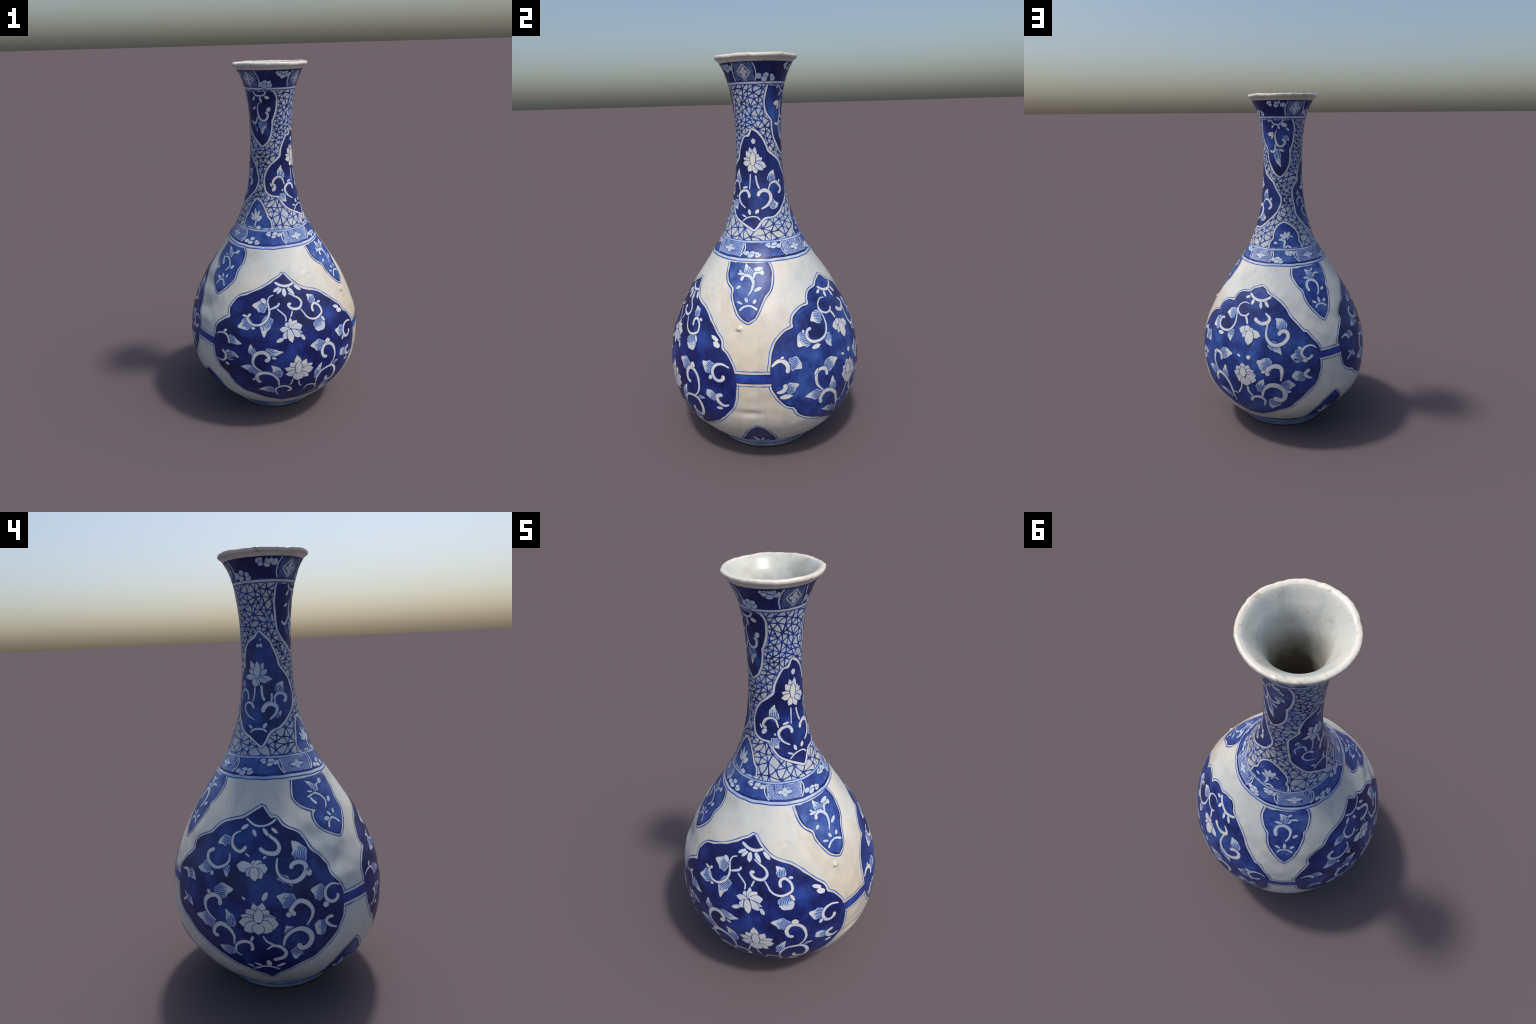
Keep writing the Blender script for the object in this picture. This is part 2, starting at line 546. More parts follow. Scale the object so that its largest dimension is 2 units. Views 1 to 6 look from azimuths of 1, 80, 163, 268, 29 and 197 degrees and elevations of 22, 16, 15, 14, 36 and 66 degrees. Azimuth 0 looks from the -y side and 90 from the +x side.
def offset(path, d, closed):
    """parallel curve outside a path that runs down its left and up its right side"""
    ma, mz = metric(path[:, 0], path[:, 1])
    area = np.sum((path[:, 0] * np.roll(path[:, 1], -1) - np.roll(path[:, 0], -1) * path[:, 1]))
    sgn = -1 if area > 0 else 1
    q = path + normals2(path) * (sgn * d)
    m = np.stack([ma, mz], 1)
    keep = []
    for i, p in enumerate(q):
        e = np.hypot(*(((path - p) * m[i]).T)).min()
        if e > d * .93:
            keep.append(p)
    q = np.array(keep)
    if closed:
        q = np.vstack([q, q[:1]])
    q = even(q, .005)
    for _ in range(2):
        q[1:-1] = q[1:-1] * .5 + (q[:-2] + q[2:]) * .25
    return q


def fill(sheet, path, mat, lift, cell):
    """triangulated skin inside a closed outline"""
    r0 = float(radius(path[:, 1].mean()))
    k = math.radians(1) * r0
    keep = [0]
    for i in range(1, len(path)):
        d = (path[i] - path[keep[-1]]) * (k, 1)
        if math.hypot(*d) > .0025:
            keep.append(i)
    q = path[keep]
    if math.hypot(*((q[0] - q[-1]) * (k, 1))) < .0025:
        q = q[:-1]
    b = [Vector((a * k, z)) for a, z in q]
    lo, hi = q.min(0), q.max(0)
    inner = []
    for j, z in enumerate(np.arange(lo[1], hi[1], cell * .8)):
        step = cell / (math.radians(1) * float(radius(z)))
        inner += [Vector((a * k, z)) for a in np.arange(lo[0] + (j % 2) * step / 2, hi[0], step)]
    n = len(b)
    v, _, f, *_ = delaunay_2d_cdt(b + inner, [], [list(range(n))], 1, 1e-5)
    used = sorted({i for t in f for i in t})
    new = {i: j for j, i in enumerate(used)}
    sheet.tris([v[i].x / k for i in used], [v[i].y for i in used], [tuple(new[i] for i in t) for t in f], mat, lift)


def inside(path, az, z):
    x, y = path[:, 0], path[:, 1]
    x2, y2 = np.roll(x, -1), np.roll(y, -1)
    a = (az - x.mean() + 180) % 360 - 180 + x.mean()
    hit = ((y > z) != (y2 > z)) & (a < (x2 - x) * (z - y) / (y2 - y + 1e-12) + x)
    return bool(hit.sum() % 2)


# ------------------------------------------------------------------ the painting, panel by panel

# medallion facing the front
M1 = Panel('M1', 8, PANEL_DEEP)
M1.edge((0.8,0.917),(-3.1,0.900),(-7.0,0.890),(-10.4,0.877),(-14.4,0.862),(-21.2,0.840),(-28.7,0.817),(-36.2,0.793),(-40.7,0.745),(-40.7,0.715),(-39.9,0.695),(-44.0,0.674),(-48.2,0.643),(-49.4,0.617),(-49.4,0.584),(-50.5,0.551),(-50.6,0.523),(-49.4,0.504),(-48.7,0.464),(-47.1,0.432),(-44.7,0.395),(-41.6,0.371),(-39.3,0.355),(-37.3,0.324),(-33.7,0.288),(-29.4,0.264),(-24.5,0.249),(-14.8,0.211),(-4.1,0.173))
M1.edge2((3.3,0.901),(6.0,0.884),(12.2,0.851),(18.4,0.831),(26.8,0.811),(32.9,0.781),(38.0,0.746),(41.3,0.722),(45.8,0.692),(47.0,0.659),(50.5,0.637),(53.9,0.595),(56.3,0.554),(56.1,0.556),(56.7,0.511),(56.4,0.470),(55.8,0.423),(53.6,0.377),(47.4,0.312),(43.7,0.284),(37.6,0.251),(30,.222),(18,.198),(7,.178))
M1.stroke(0.0135, (-7.5,0.881),(-2.3,0.866),(3.4,0.862),(9.1,0.873))
M1.petal((-3.6,0.857),(-8.8,0.838),0.018)
M1.petal((-2.1,0.852),(-5.8,0.828),0.018)
M1.petal((-0.1,0.851),(0.2,0.813),0.026)
M1.petal((3.5,0.853),(7.9,0.818),0.023)
M1.petal((9.2,0.862),(13.9,0.835),0.022)
M1.scroll(0.0124, (-8.5,0.824),(-11.8,0.813),(-12.9,0.790),(-11.8,0.758),(-11.7,0.735),(-13.6,0.703),(-17.4,0.680),(-21.9,0.675),(-25.8,0.691),(-26.8,0.709),(-24.7,0.729))
M1.scroll(0.0114, (-11.7,0.754),(-8.3,0.763),(-5.5,0.772),(-4.3,0.787))
M1.scroll(0.0136, (3.0,0.829),(6.9,0.815),(11.1,0.797),(12.3,0.773),(9.9,0.752),(5.5,0.752),(2.6,0.766),(2.4,0.777),(4.6,0.778))
M1.leaf((-13.8,0.758),(-23.7,0.768),0.062)
M1.petal((-14.3,0.786),(-18.1,0.805),0.028)
M1.leaf((-24.2,0.695),(-32.6,0.658),0.063)
M1.petal((-27.2,0.713),(-30.9,0.716),0.016)
M1.petal((-23.4,0.659),(-20.8,0.659),0.016)
M1.leaf((-11.0,0.717),(-14.7,0.621),0.057)
M1.stroke(0.0073, (-6.2,0.758),(-3.0,0.739),(-0.5,0.719),(-0.4,0.695))
M1.stroke(0.0093, (4.8,0.743),(3.2,0.714))
M1.leaf((21.4,0.767),(17.9,0.807),0.045)
M1.petal((25.2,0.763),(28.1,0.758),0.016)
M1.lotus((2.2,0.653),(-0.7,0.690,0.028),(2.7,0.712,0.021),(6.9,0.695,0.035),(10.4,0.666,0.038),(10.2,0.629,0.017),(-4.9,0.657,0.028),(-2.7,0.607,0.031),(8.7,0.609,0.033))
M1.petal((1.3,0.653),(2.8,0.583),0.035)
M1.petal((-2.3,0.610),(-7.3,0.591),0.023)
M1.petal((9.2,0.619),(11.3,0.586),0.021)
M1.scroll(0.0128, (10.9,0.748),(13.0,0.724),(14.2,0.708),(16.9,0.691),(20.8,0.684),(24.9,0.694),(27.0,0.709),(26.3,0.737),(23.2,0.759),(20.7,0.754),(19.9,0.739),(20.5,0.720))
M1.leaf((21.1,0.677),(23.5,0.618),0.067,blunt=True)
M1.petal((25.7,0.686),(27.9,0.657),0.018)
M1.petal((43.8,0.691),(38.5,0.710),0.024)
M1.petal((45.6,0.669),(40.7,0.682),0.029)
M1.scroll(0.0159, (53.0,0.582),(48.4,0.594),(44.5,0.584),(42.7,0.555),(44.1,0.522),(47.1,0.512),(49.5,0.526),(49.2,0.543))
M1.leaf((43.1,0.565),(35.7,0.585),0.064)
M1.petal((42.3,0.532),(40.7,0.509),0.020)
M1.scroll(0.0196, (52.5,0.391),(49.2,0.382),(46.0,0.400),(45.6,0.429),(49.0,0.442))
M1.leaf((44.7,0.409),(38.8,0.434),0.046,blunt=True)
M1.petal((44.5,0.362),(48.6,0.365),0.019)
M1.scroll(0.0167, (29.5,0.391),(32.1,0.416),(33.3,0.453),(32.0,0.502),(28.8,0.528),(25.1,0.528),(22.9,0.499),(23.8,0.465),(26.6,0.454))
M1.leaf((24.0,0.523),(15.3,0.545),0.065)
M1.petal((27.2,0.533),(27.9,0.563),0.036)
M1.scroll(0.0159, (19.1,0.292),(19.4,0.335),(22.3,0.372),(27.4,0.385),(31.4,0.379),(33.8,0.351),(34.2,0.316),(31.8,0.281),(27.0,0.297),(27.2,0.322))
M1.leaf((18.9,0.337),(22.2,0.424),0.041)
M1.leaf((31.9,0.384),(36.7,0.393),0.022)
M1.leaf((29.8,0.290),(26.3,0.221),0.049,blunt=True)
M1.scroll(0.0119, (10.9,0.262),(12.6,0.291),(15.9,0.292),(20.5,0.275))
M1.stroke(0.0061, (18.7,0.277),(20.2,0.241),(17.5,0.226),(15.0,0.222))
M1.lotus((6.7,0.403),(5.5,0.507,0.039),(1.2,0.468,0.043),(11.5,0.477,0.036),(15.6,0.445,0.032),(-2.3,0.438,0.032),(-1.6,0.395,0.036),(16.1,0.412,0.045),(13.1,0.365,0.031),(2.9,0.370,0.029),(6.1,0.348,0.055))
M1.petal((6.5,0.395),(6.4,0.473),0.041)
M1.stroke(0.0080, (2.9,0.361),(2.2,0.333),(1.1,0.315))
M1.stroke(0.0088, (6.7,0.345),(7.4,0.314),(8.9,0.298))
M1.scroll(0.0197, (-16.5,0.417),(-20.1,0.437),(-21.8,0.463),(-21.3,0.499),(-19.1,0.524),(-15.2,0.532),(-12.4,0.516),(-12.1,0.493),(-14.4,0.481))
M1.leaf((-14.0,0.541),(-3.6,0.535),0.042)
M1.leaf((-20.5,0.517),(-23.2,0.569),0.041)
M1.petal((-9.9,0.503),(-7.2,0.497),0.016)
M1.scroll(0.0187, (-5.7,0.316),(-6.4,0.360),(-9.5,0.396),(-13.4,0.408),(-17.8,0.401),(-19.7,0.373),(-18.4,0.347),(-16.8,0.343))
M1.leaf((-19.4,0.402),(-29.2,0.429),0.047)
M1.leaf((-6.4,0.378),(-10.2,0.451),0.054)
M1.petal((-20.4,0.367),(-22.7,0.353),0.016)
M1.scroll(0.0132, (-6.3,0.235),(-8.0,0.274),(-6.8,0.301),(-2.7,0.312),(0.7,0.300),(2.2,0.276),(-0.3,0.268))
M1.leaf((-8.0,0.271),(-18.4,0.281),0.048)
M1.scroll(0.0121, (-48.7,0.586),(-45.7,0.601),(-41.5,0.604),(-39.0,0.586),(-37.8,0.556))
M1.leaf((-38.8,0.596),(-29.8,0.569),0.042)
M1.petal((-43.0,0.612),(-40.6,0.629),0.016)
M1.scroll(0.0151, (-47.3,0.442),(-43.5,0.438),(-40.7,0.458),(-40.7,0.489),(-43.3,0.505))
M1.leaf((-39.7,0.471),(-31.5,0.485),0.061)
M1.petal((-40.0,0.501),(-37.5,0.515),0.019)
M1.petal((-40.9,0.430),(-37.8,0.425),0.019)

# medallion at the left
M3 = Panel('M3', 260, PANEL_DARK)
M3.edge((-1.3,0.932),(-8.2,0.909),(-14.3,0.888),(-19.8,0.878),(-28.4,0.862),(-33.3,0.835),(-36.3,0.811),(-44.5,0.783),(-48.1,0.754),(-47.7,0.725),(-52.0,0.690),(-55.2,0.654),(-57.0,0.625),(-56.8,0.590),(-55.9,0.544),(-53.9,0.476),(-49.5,0.441),(-44.5,0.421),(-40.6,0.390),(-34.4,0.359),(-28.1,0.331),(-22.5,0.305),(-16.7,0.275),(-10.3,0.246),(-6.5,0.228),(-1.2,0.206),(1.3,0.181))
M3.edge2((1.6,0.905),(4.7,0.888),(7.8,0.887),(11.3,0.861),(15.1,0.845),(21.1,0.827),(23.3,0.806),(25.2,0.780),(27.1,0.754),(30.6,0.730),(34.0,0.695),(34.4,0.674),(35.9,0.641),(38.9,0.608),(40.7,0.566),(40.7,0.549),(40.0,0.518),(39.5,0.478),(37.6,0.448),(35.7,0.418),(32.8,0.382),(28.1,0.342),(23.0,0.306),(16.5,0.280),(10.0,0.247),(5.9,0.225))
M3.stroke(0.0092, (-12.4,0.889),(-6.4,0.865),(-0.4,0.861),(4.6,0.870),(8.2,0.885))
M3.petal((-10.4,0.865),(-15.0,0.846),0.020)
M3.petal((-7.0,0.848),(-4.6,0.821),0.019)
M3.petal((-0.4,0.853),(3.0,0.823),0.018)
M3.petal((5.0,0.853),(8.8,0.833),0.016)
M3.scroll(0.0142, (-14.6,0.841),(-19.0,0.824),(-19.2,0.790),(-16.2,0.768),(-12.9,0.765),(-10.1,0.786))
M3.leaf((-20.9,0.800),(-28.7,0.783),0.047)
M3.scroll(0.0158, (-20.0,0.755),(-19.6,0.726),(-21.9,0.704),(-26.5,0.690),(-30.8,0.696),(-34.2,0.716),(-34.4,0.742),(-30.5,0.758))
M3.leaf((-31.2,0.706),(-39.4,0.670),0.054)
M3.petal((-29.9,0.672),(-28.5,0.655),0.020)
M3.leaf((-20.0,0.708),(-19.8,0.662),0.030)
M3.lotus((-4.9,0.704),(-5.1,0.735,0.027),(-1.2,0.733,0.032),(-14.8,0.711,0.041),(2.2,0.703,0.040),(-8.8,0.674,0.033),(-0.8,0.667,0.035))
M3.petal((-5.3,0.707),(-4.4,0.656),0.043)
M3.stroke(0.0076, (-10.5,0.759),(-7.9,0.746))
M3.petal((-0.2,0.741),(1.6,0.750),0.011)
M3.scroll(0.0172, (0.5,0.849),(3.6,0.826),(7.4,0.806),(9.0,0.782),(7.0,0.761),(2.0,0.762),(-1.3,0.774),(-2.1,0.783))
M3.scroll(0.0173, (7.6,0.744),(6.9,0.712),(7.7,0.683),(10.7,0.660),(15.1,0.650),(19.2,0.661),(22.2,0.687),(22.1,0.711),(19.1,0.723),(15.5,0.717),(14.2,0.699))
M3.leaf((19.9,0.725),(16.7,0.797),0.065)
M3.petal((21.9,0.677),(25.3,0.680),0.033)
M3.leaf((7.3,0.673),(14.0,0.635),0.032)
M3.scroll(0.0145, (39.5,0.602),(35.2,0.616),(31.5,0.605),(30.3,0.579),(31.6,0.552),(35.1,0.544),(37.3,0.558),(36.8,0.570))
M3.leaf((29.6,0.577),(23.5,0.608),0.066)
M3.petal((30.5,0.549),(29.5,0.527),0.031)
M3.scroll(0.0147, (35.7,0.424),(32.1,0.440),(29.7,0.463),(30.8,0.481),(33.7,0.480))
M3.leaf((29.6,0.439),(24.3,0.439),0.068,blunt=True)
M3.scroll(0.0174, (19.6,0.465),(22.4,0.500),(23.0,0.532),(20.4,0.563),(16.7,0.572),(13.8,0.554),(12.7,0.534),(14.7,0.516))
M3.leaf((14.1,0.554),(6.6,0.595),0.065)
M3.petal((11.8,0.529),(11.1,0.509),0.025)
M3.scroll(0.0213, (8.4,0.380),(9.8,0.422),(13.5,0.449),(17.7,0.453),(21.4,0.427),(22.0,0.395),(20.1,0.366),(16.9,0.361),(15.4,0.386))
M3.leaf((11.9,0.436),(10.0,0.470),0.047)
M3.leaf((16.6,0.362),(14.5,0.307),0.054)
M3.scroll(0.0112, (-1.2,0.430),(0.7,0.403),(4.2,0.384))
M3.scroll(0.0159, (0.4,0.361),(3.6,0.381),(7.2,0.374),(9.5,0.346),(8.2,0.320),(3.2,0.306))
M3.lotus((-2.7,0.487),(-5.3,0.569,0.035),(-0.6,0.572,0.035),(-8.8,0.541,0.041),(2.1,0.541,0.041),(-11.4,0.514,0.033),(5.4,0.510,0.038),(-12.4,0.482,0.042),(6.5,0.482,0.052),(-9.8,0.447,0.045),(3.4,0.451,0.050),(-3.3,0.434,0.047))
M3.petal((-3.0,0.487),(-2.5,0.545),0.044)
M3.petal((-0.6,0.580),(1.7,0.615),0.023)
M3.petal((-10.7,0.590),(-9.1,0.580),0.012)
M3.scroll(0.0181, (-25.1,0.468),(-29.0,0.488),(-31.4,0.517),(-31.2,0.552),(-28.0,0.575),(-24.4,0.577),(-22.4,0.558),(-23.1,0.541))
M3.leaf((-24.8,0.584),(-16.2,0.613),0.062)
M3.petal((-28.8,0.579),(-30.8,0.594),0.022)
M3.scroll(0.0194, (-15.7,0.373),(-15.5,0.415),(-18.0,0.447),(-22.2,0.459),(-25.8,0.436),(-26.6,0.403),(-23.9,0.397))
M3.leaf((-26.0,0.451),(-37.2,0.462),0.060)
M3.leaf((-16.2,0.456),(-19.4,0.525),0.045)
M3.stroke(0.0136, (-5.7,0.424),(-7.0,0.398))
M3.scroll(0.0147, (-12.2,0.318),(-14.9,0.338),(-14.4,0.372),(-10.5,0.394),(-7.1,0.389),(-6.4,0.364),(-7.4,0.353))
M3.leaf((-15.9,0.339),(-23.7,0.350),0.046)
M3.scroll(0.0154, (-54.2,0.630),(-48.7,0.637),(-45.9,0.608))
M3.leaf((-47.1,0.636),(-40.6,0.613),0.041)
M3.scroll(0.0119, (-49.2,0.542),(-46.4,0.521),(-50.4,0.492))
M3.leaf((-46.2,0.525),(-41.3,0.494),0.033)
M3.stroke(0.0099, (-7.9,0.242),(-1.7,0.266),(2.8,0.263),(6.4,0.247))
M3.petal((1.3,0.271),(0.5,0.306),0.024)
M3.petal((4.8,0.267),(9.4,0.288),0.016)
M3.petal((-2.7,0.269),(-6.7,0.285),0.014)
M3.petal((-7.2,0.258),(-10.3,0.273),0.013)

# medallion at the right back
M2 = Panel('M2', 145)
M2.edge((-4.2,0.929),(-11.9,0.913),(-16.8,0.893),(-24.9,0.884),(-29.0,0.859),(-30.4,0.833),(-36.9,0.825),(-43.3,0.802),(-45.4,0.775),(-45.7,0.751),(-51.3,0.736),(-56.8,0.702),(-59.8,0.659),(-60.8,0.610),(-61.4,0.584),(-61.3,0.551),(-61.2,0.515),(-60.4,0.483),(-57.1,0.433),(-52.8,0.392),(-48.9,0.379),(-46.8,0.344),(-42.3,0.312),(-35.6,0.283),(-19.3,0.221),(-12.1,0.186),(-4.5,0.175),(0.3,0.173))
M2.edge2((-0.5,0.918),(2.3,0.897),(5.4,0.888),(13.2,0.862),(18.5,0.827),(21.6,0.791),(27.4,0.743),(31.5,0.707),(33.7,0.703),(36.8,0.668),(40.0,0.638),(41.7,0.602),(41.6,0.582),(40.9,0.557),(41.3,0.509),(40.1,0.462),(38.0,0.414),(34.7,0.380),(30.1,0.337),(25.5,0.297),(22.2,0.267),(15.9,0.241),(8.2,0.210))
M2.stroke(0.0152, (-15.0,0.890),(-9.8,0.869),(-2.4,0.861),(3.9,0.875),(6.4,0.886))
M2.petal((-14.3,0.874),(-18.6,0.864),0.019)
M2.petal((-9.7,0.862),(-10.6,0.833),0.021)
M2.petal((-2.7,0.855),(-1.3,0.820),0.021)
M2.petal((1.3,0.860),(5.0,0.830),0.021)
M2.scroll(0.0101, (-12.8,0.837),(-17.8,0.840),(-22.2,0.821),(-22.1,0.794),(-18.3,0.775),(-13.3,0.776),(-10.7,0.792))
M2.stroke(0.0129, (-13.2,0.774),(-11.7,0.759),(-10.3,0.734))
M2.leaf((-23.4,0.770),(-32.2,0.765),0.066)
M2.scroll(0.0139, (-23.7,0.808),(-21.6,0.767),(-21.4,0.724),(-24.2,0.688),(-29.0,0.672),(-35.0,0.676),(-38.0,0.701),(-36.6,0.728),(-33.6,0.733))
M2.leaf((-36.4,0.693),(-44.0,0.667),0.080)
M2.petal((-35.8,0.647),(-29.7,0.653),0.025)
M2.petal((-39.9,0.720),(-39.6,0.735),0.015)
M2.leaf((-22.3,0.692),(-21.9,0.629),0.048)
M2.lotus((-8.3,0.697),(-16.2,0.705,0.044),(-11.0,0.728,0.032),(-4.7,0.714,0.029),(1.0,0.683,0.043),(-12.9,0.666,0.024))
M2.petal((-7.2,0.701),(-7.1,0.628),0.056)
M2.scroll(0.0197, (2.8,0.803),(6.5,0.780),(5.6,0.759),(1.4,0.748),(-2.9,0.758),(-5.0,0.774))
M2.scroll(0.0196, (5.7,0.753),(5.0,0.717),(5.5,0.681),(8.6,0.651),(12.8,0.642),(17.5,0.656),(20.4,0.684),(19.7,0.710),(16.1,0.715),(13.6,0.694))
M2.leaf((16.8,0.720),(11.7,0.776),0.060)
M2.leaf((7.2,0.650),(15.5,0.596),0.049)
M2.petal((-12.0,0.559),(-14.8,0.565),0.018)
M2.petal((-7.4,0.557),(-4.5,0.567),0.029)
M2.scroll(0.0162, (39.7,0.616),(36.3,0.634),(31.9,0.628),(29.2,0.605),(30.1,0.576),(33.4,0.562),(36.7,0.581))
M2.leaf((29.1,0.591),(22.4,0.587),0.075)
M2.petal((29.3,0.619),(26.7,0.631),0.021)
M2.petal((29.6,0.557),(33.0,0.551),0.023)
M2.scroll(0.0188, (35.8,0.447),(32.4,0.458),(31.1,0.481),(34.2,0.502))
M2.leaf((31.1,0.459),(23.9,0.484),0.056,blunt=True)
M2.scroll(0.0233, (15.5,0.439),(16.2,0.483),(15.5,0.519),(11.6,0.527),(7.7,0.510),(6.4,0.485),(8.4,0.473))
M2.leaf((9.7,0.526),(0.4,0.547),0.087)
M2.petal((5.8,0.496),(2.8,0.484),0.023)
M2.scroll(0.0274, (3.2,0.329),(4.9,0.380),(9.0,0.411),(14.2,0.407),(18.0,0.373),(18.0,0.331),(15.4,0.312),(10.7,0.329))
M2.leaf((2.5,0.364),(4.4,0.439),0.057)
M2.leaf((17.1,0.400),(24.4,0.412),0.065)
M2.petal((19.3,0.373),(22.3,0.372),0.018)
M2.leaf((14.3,0.312),(9.8,0.247),0.072)
M2.scroll(0.0181, (3.8,0.258),(5.1,0.301),(1.8,0.327),(-3.4,0.314),(-4.6,0.286))
M2.lotus((-8.2,0.445),(-10.6,0.524,0.045),(-14.8,0.497,0.042),(-5.7,0.518,0.041),(-16.2,0.463,0.042),(-2.2,0.490,0.047),(-0.5,0.462,0.047),(-14.6,0.434,0.039),(-0.3,0.433,0.048),(-13.0,0.409,0.048),(-7.4,0.388,0.063))
M2.petal((-9.3,0.443),(-9.8,0.502),0.045)
M2.stroke(0.0110, (-10.7,0.401),(-11.4,0.365),(-14.1,0.325))
M2.stroke(0.0145, (-6.6,0.389),(-5.9,0.349),(-3.2,0.327))
M2.scroll(0.0170, (-31.2,0.427),(-35.1,0.470),(-35.5,0.518),(-33.0,0.540),(-29.0,0.533),(-28.1,0.498))
M2.leaf((-29.0,0.533),(-19.3,0.557),0.063)
M2.petal((-36.6,0.521),(-34.0,0.549),0.017)
M2.scroll(0.0188, (-18.2,0.249),(-19.4,0.323),(-21.8,0.381),(-26.0,0.413),(-30.3,0.418),(-33.0,0.388),(-32.1,0.358))
M2.leaf((-31.9,0.404),(-42.2,0.420),0.052)
M2.leaf((-23.1,0.406),(-24.0,0.478),0.044)
M2.scroll(0.0109, (-18.3,0.257),(-19.1,0.315),(-14.6,0.320))
M2.leaf((-20.6,0.276),(-30.5,0.313),0.040)
M2.scroll(0.0208, (-60.9,0.594),(-57.6,0.615),(-54.4,0.615),(-52.0,0.592),(-52.3,0.557))
M2.leaf((-51.3,0.602),(-44.4,0.570),0.066)
M2.petal((-55.6,0.627),(-53.6,0.633),0.014)
M2.scroll(0.0212, (-58.6,0.467),(-55.8,0.468),(-53.9,0.483),(-54.0,0.506))
M2.leaf((-53.0,0.464),(-46.5,0.492),0.056)
M2.petal((-56.8,0.439),(-49.6,0.441),0.028)

# pendant under the collar, right
PA = Panel('PA', 72, PANEL_PALE, gain=1.2, white=PALE_WHITE)
PA.edge((-27.3,1.029),(-25.9,0.990),(-22.4,0.949),(-16.2,0.920),(-15.3,0.889),(-12.3,0.853),(-8.9,0.818),(-5.4,0.798),(-1.8,0.785))
PA.edge2((14.0,1.033),(16.6,1.003),(16.1,0.960),(13.6,0.919),(9.2,0.889),(6.7,0.863),(4.9,0.837),(2.3,0.805))
PA.stroke(0.0091, (-8.7,0.830),(-5.4,0.848),(-0.7,0.852),(4.4,0.836))
PA.petal((-7.0,0.858),(-11.8,0.868),0.013)
PA.petal((-3.3,0.866),(-5.4,0.886),0.016)
PA.petal((1.1,0.862),(3.0,0.880),0.016)
PA.scroll(0.0130, (-3.3,0.894),(-0.6,0.920),(0.1,0.952),(-3.9,0.975),(-9.0,0.976),(-11.2,0.954))
PA.leaf((-1.4,0.982),(-7.7,1.022),0.031)
PA.scroll(0.0136, (-0.3,0.962),(2.0,0.989),(8.2,0.993),(7.5,0.980))
PA.petal((-0.1,1.002),(9.6,1.009),0.020)
PA.petal((-8.6,0.983),(-16.1,0.982),0.014)
PA.petal((-10.7,0.932),(-14.1,0.920),0.016)
PA.petal((1.4,0.914),(7.7,0.929),0.018)
PA.petal((-12.1,0.989),(-14.7,0.999),0.010)

# pendant under the collar, back
PB = Panel('PB', 195.5, PANEL_PALE, gain=1.2, white=PALE_WHITE)
PB.edge((-21.2,1.025),(-22.0,0.985),(-17.9,0.942),(-13.4,0.911),(-12.0,0.865),(-8.3,0.821),(-4.3,0.787),(-0.2,0.756))
PB.edge2((16.8,1.036),(19.6,1.020),(19.7,0.983),(16.2,0.937),(13.3,0.921),(12.4,0.889),(9.7,0.850),(5.1,0.795))
PB.stroke(0.0093, (-5.5,0.816),(-3.0,0.832),(2.4,0.831),(5.3,0.814))
PB.petal((-3.6,0.841),(-7.5,0.855),0.014)
PB.petal((-0.3,0.838),(-0.6,0.871),0.015)
PB.petal((3.5,0.842),(6.7,0.853),0.015)
PB.scroll(0.0143, (-0.2,0.879),(3.0,0.906),(3.4,0.939),(-1.6,0.959),(-7.0,0.952),(-8.7,0.931),(-7.5,0.903))
PB.leaf((-0.1,0.969),(-6.0,1.007),0.036)
PB.stroke(0.0106, (1.6,0.970),(5.0,0.988),(11.1,0.985))
PB.petal((-3.5,0.970),(-10.8,0.973),0.013)
PB.petal((1.3,1.003),(5.0,1.015),0.013)
PB.petal((5.5,0.900),(9.6,0.913),0.018)

# pendant under the collar, left front
PC = Panel('PC', 310.5, PANEL_PALE, gain=1.2, white=PALE_WHITE)
PC.edge((-23.2,1.025),(-26.1,0.968),(-22.7,0.932),(-16.5,0.912),(-11.7,0.902),(-14.6,0.881),(-13.7,0.850),(-9.6,0.822),(-5.6,0.806),(-0.1,0.788))
PC.edge2((12.1,1.029),(15.0,1.000),(15.7,0.962),(13.0,0.933),(12.0,0.917),(12.2,0.880),(8.1,0.840),(3.8,0.808))
PC.stroke(0.0092, (-6.3,0.821),(-4.0,0.846),(0.1,0.854),(4.6,0.829))
PC.petal((-3.2,0.857),(-8.2,0.858),0.020)
PC.petal((-0.8,0.864),(-3.2,0.883),0.013)
PC.petal((2.5,0.868),(3.8,0.887),0.014)
PC.scroll(0.0102, (-2.2,0.895),(1.1,0.923),(-2.2,0.950),(-7.6,0.961),(-12.2,0.949),(-8.7,0.919))
PC.leaf((-4.0,0.966),(-10.9,1.006),0.025)
PC.stroke(0.0091, (-2.0,0.964),(-1.2,0.988),(2.0,0.994))
PC.petal((3.0,0.993),(7.2,1.011),0.021)
PC.petal((-8.4,0.960),(-15.7,0.950),0.010)
PC.petal((3.5,0.915),(6.9,0.935),0.018)
PC.petal((-8.5,0.969),(-13.9,0.973),0.010)

# half panel above the foot, right
LA = Panel('LA', 75)
LA.edge((0.1,0.267),(-3.2,0.245),(-6.2,0.210),(-9.2,0.162),(-14.2,.095),(-16.5,.057))
LA.edge2((4.4,0.247),(7.2,0.215),(9.8,0.182),(11.3,0.148),(13.4,.095),(14.6,.057))
LA.petal((1,.085),(-4,.175),.024)
LA.petal((1,.080),(-7.5,.130),.019)
LA.petal((1,.085),(3.5,.160),.019)
LA.petal((1.5,.080),(8,.135),.020)

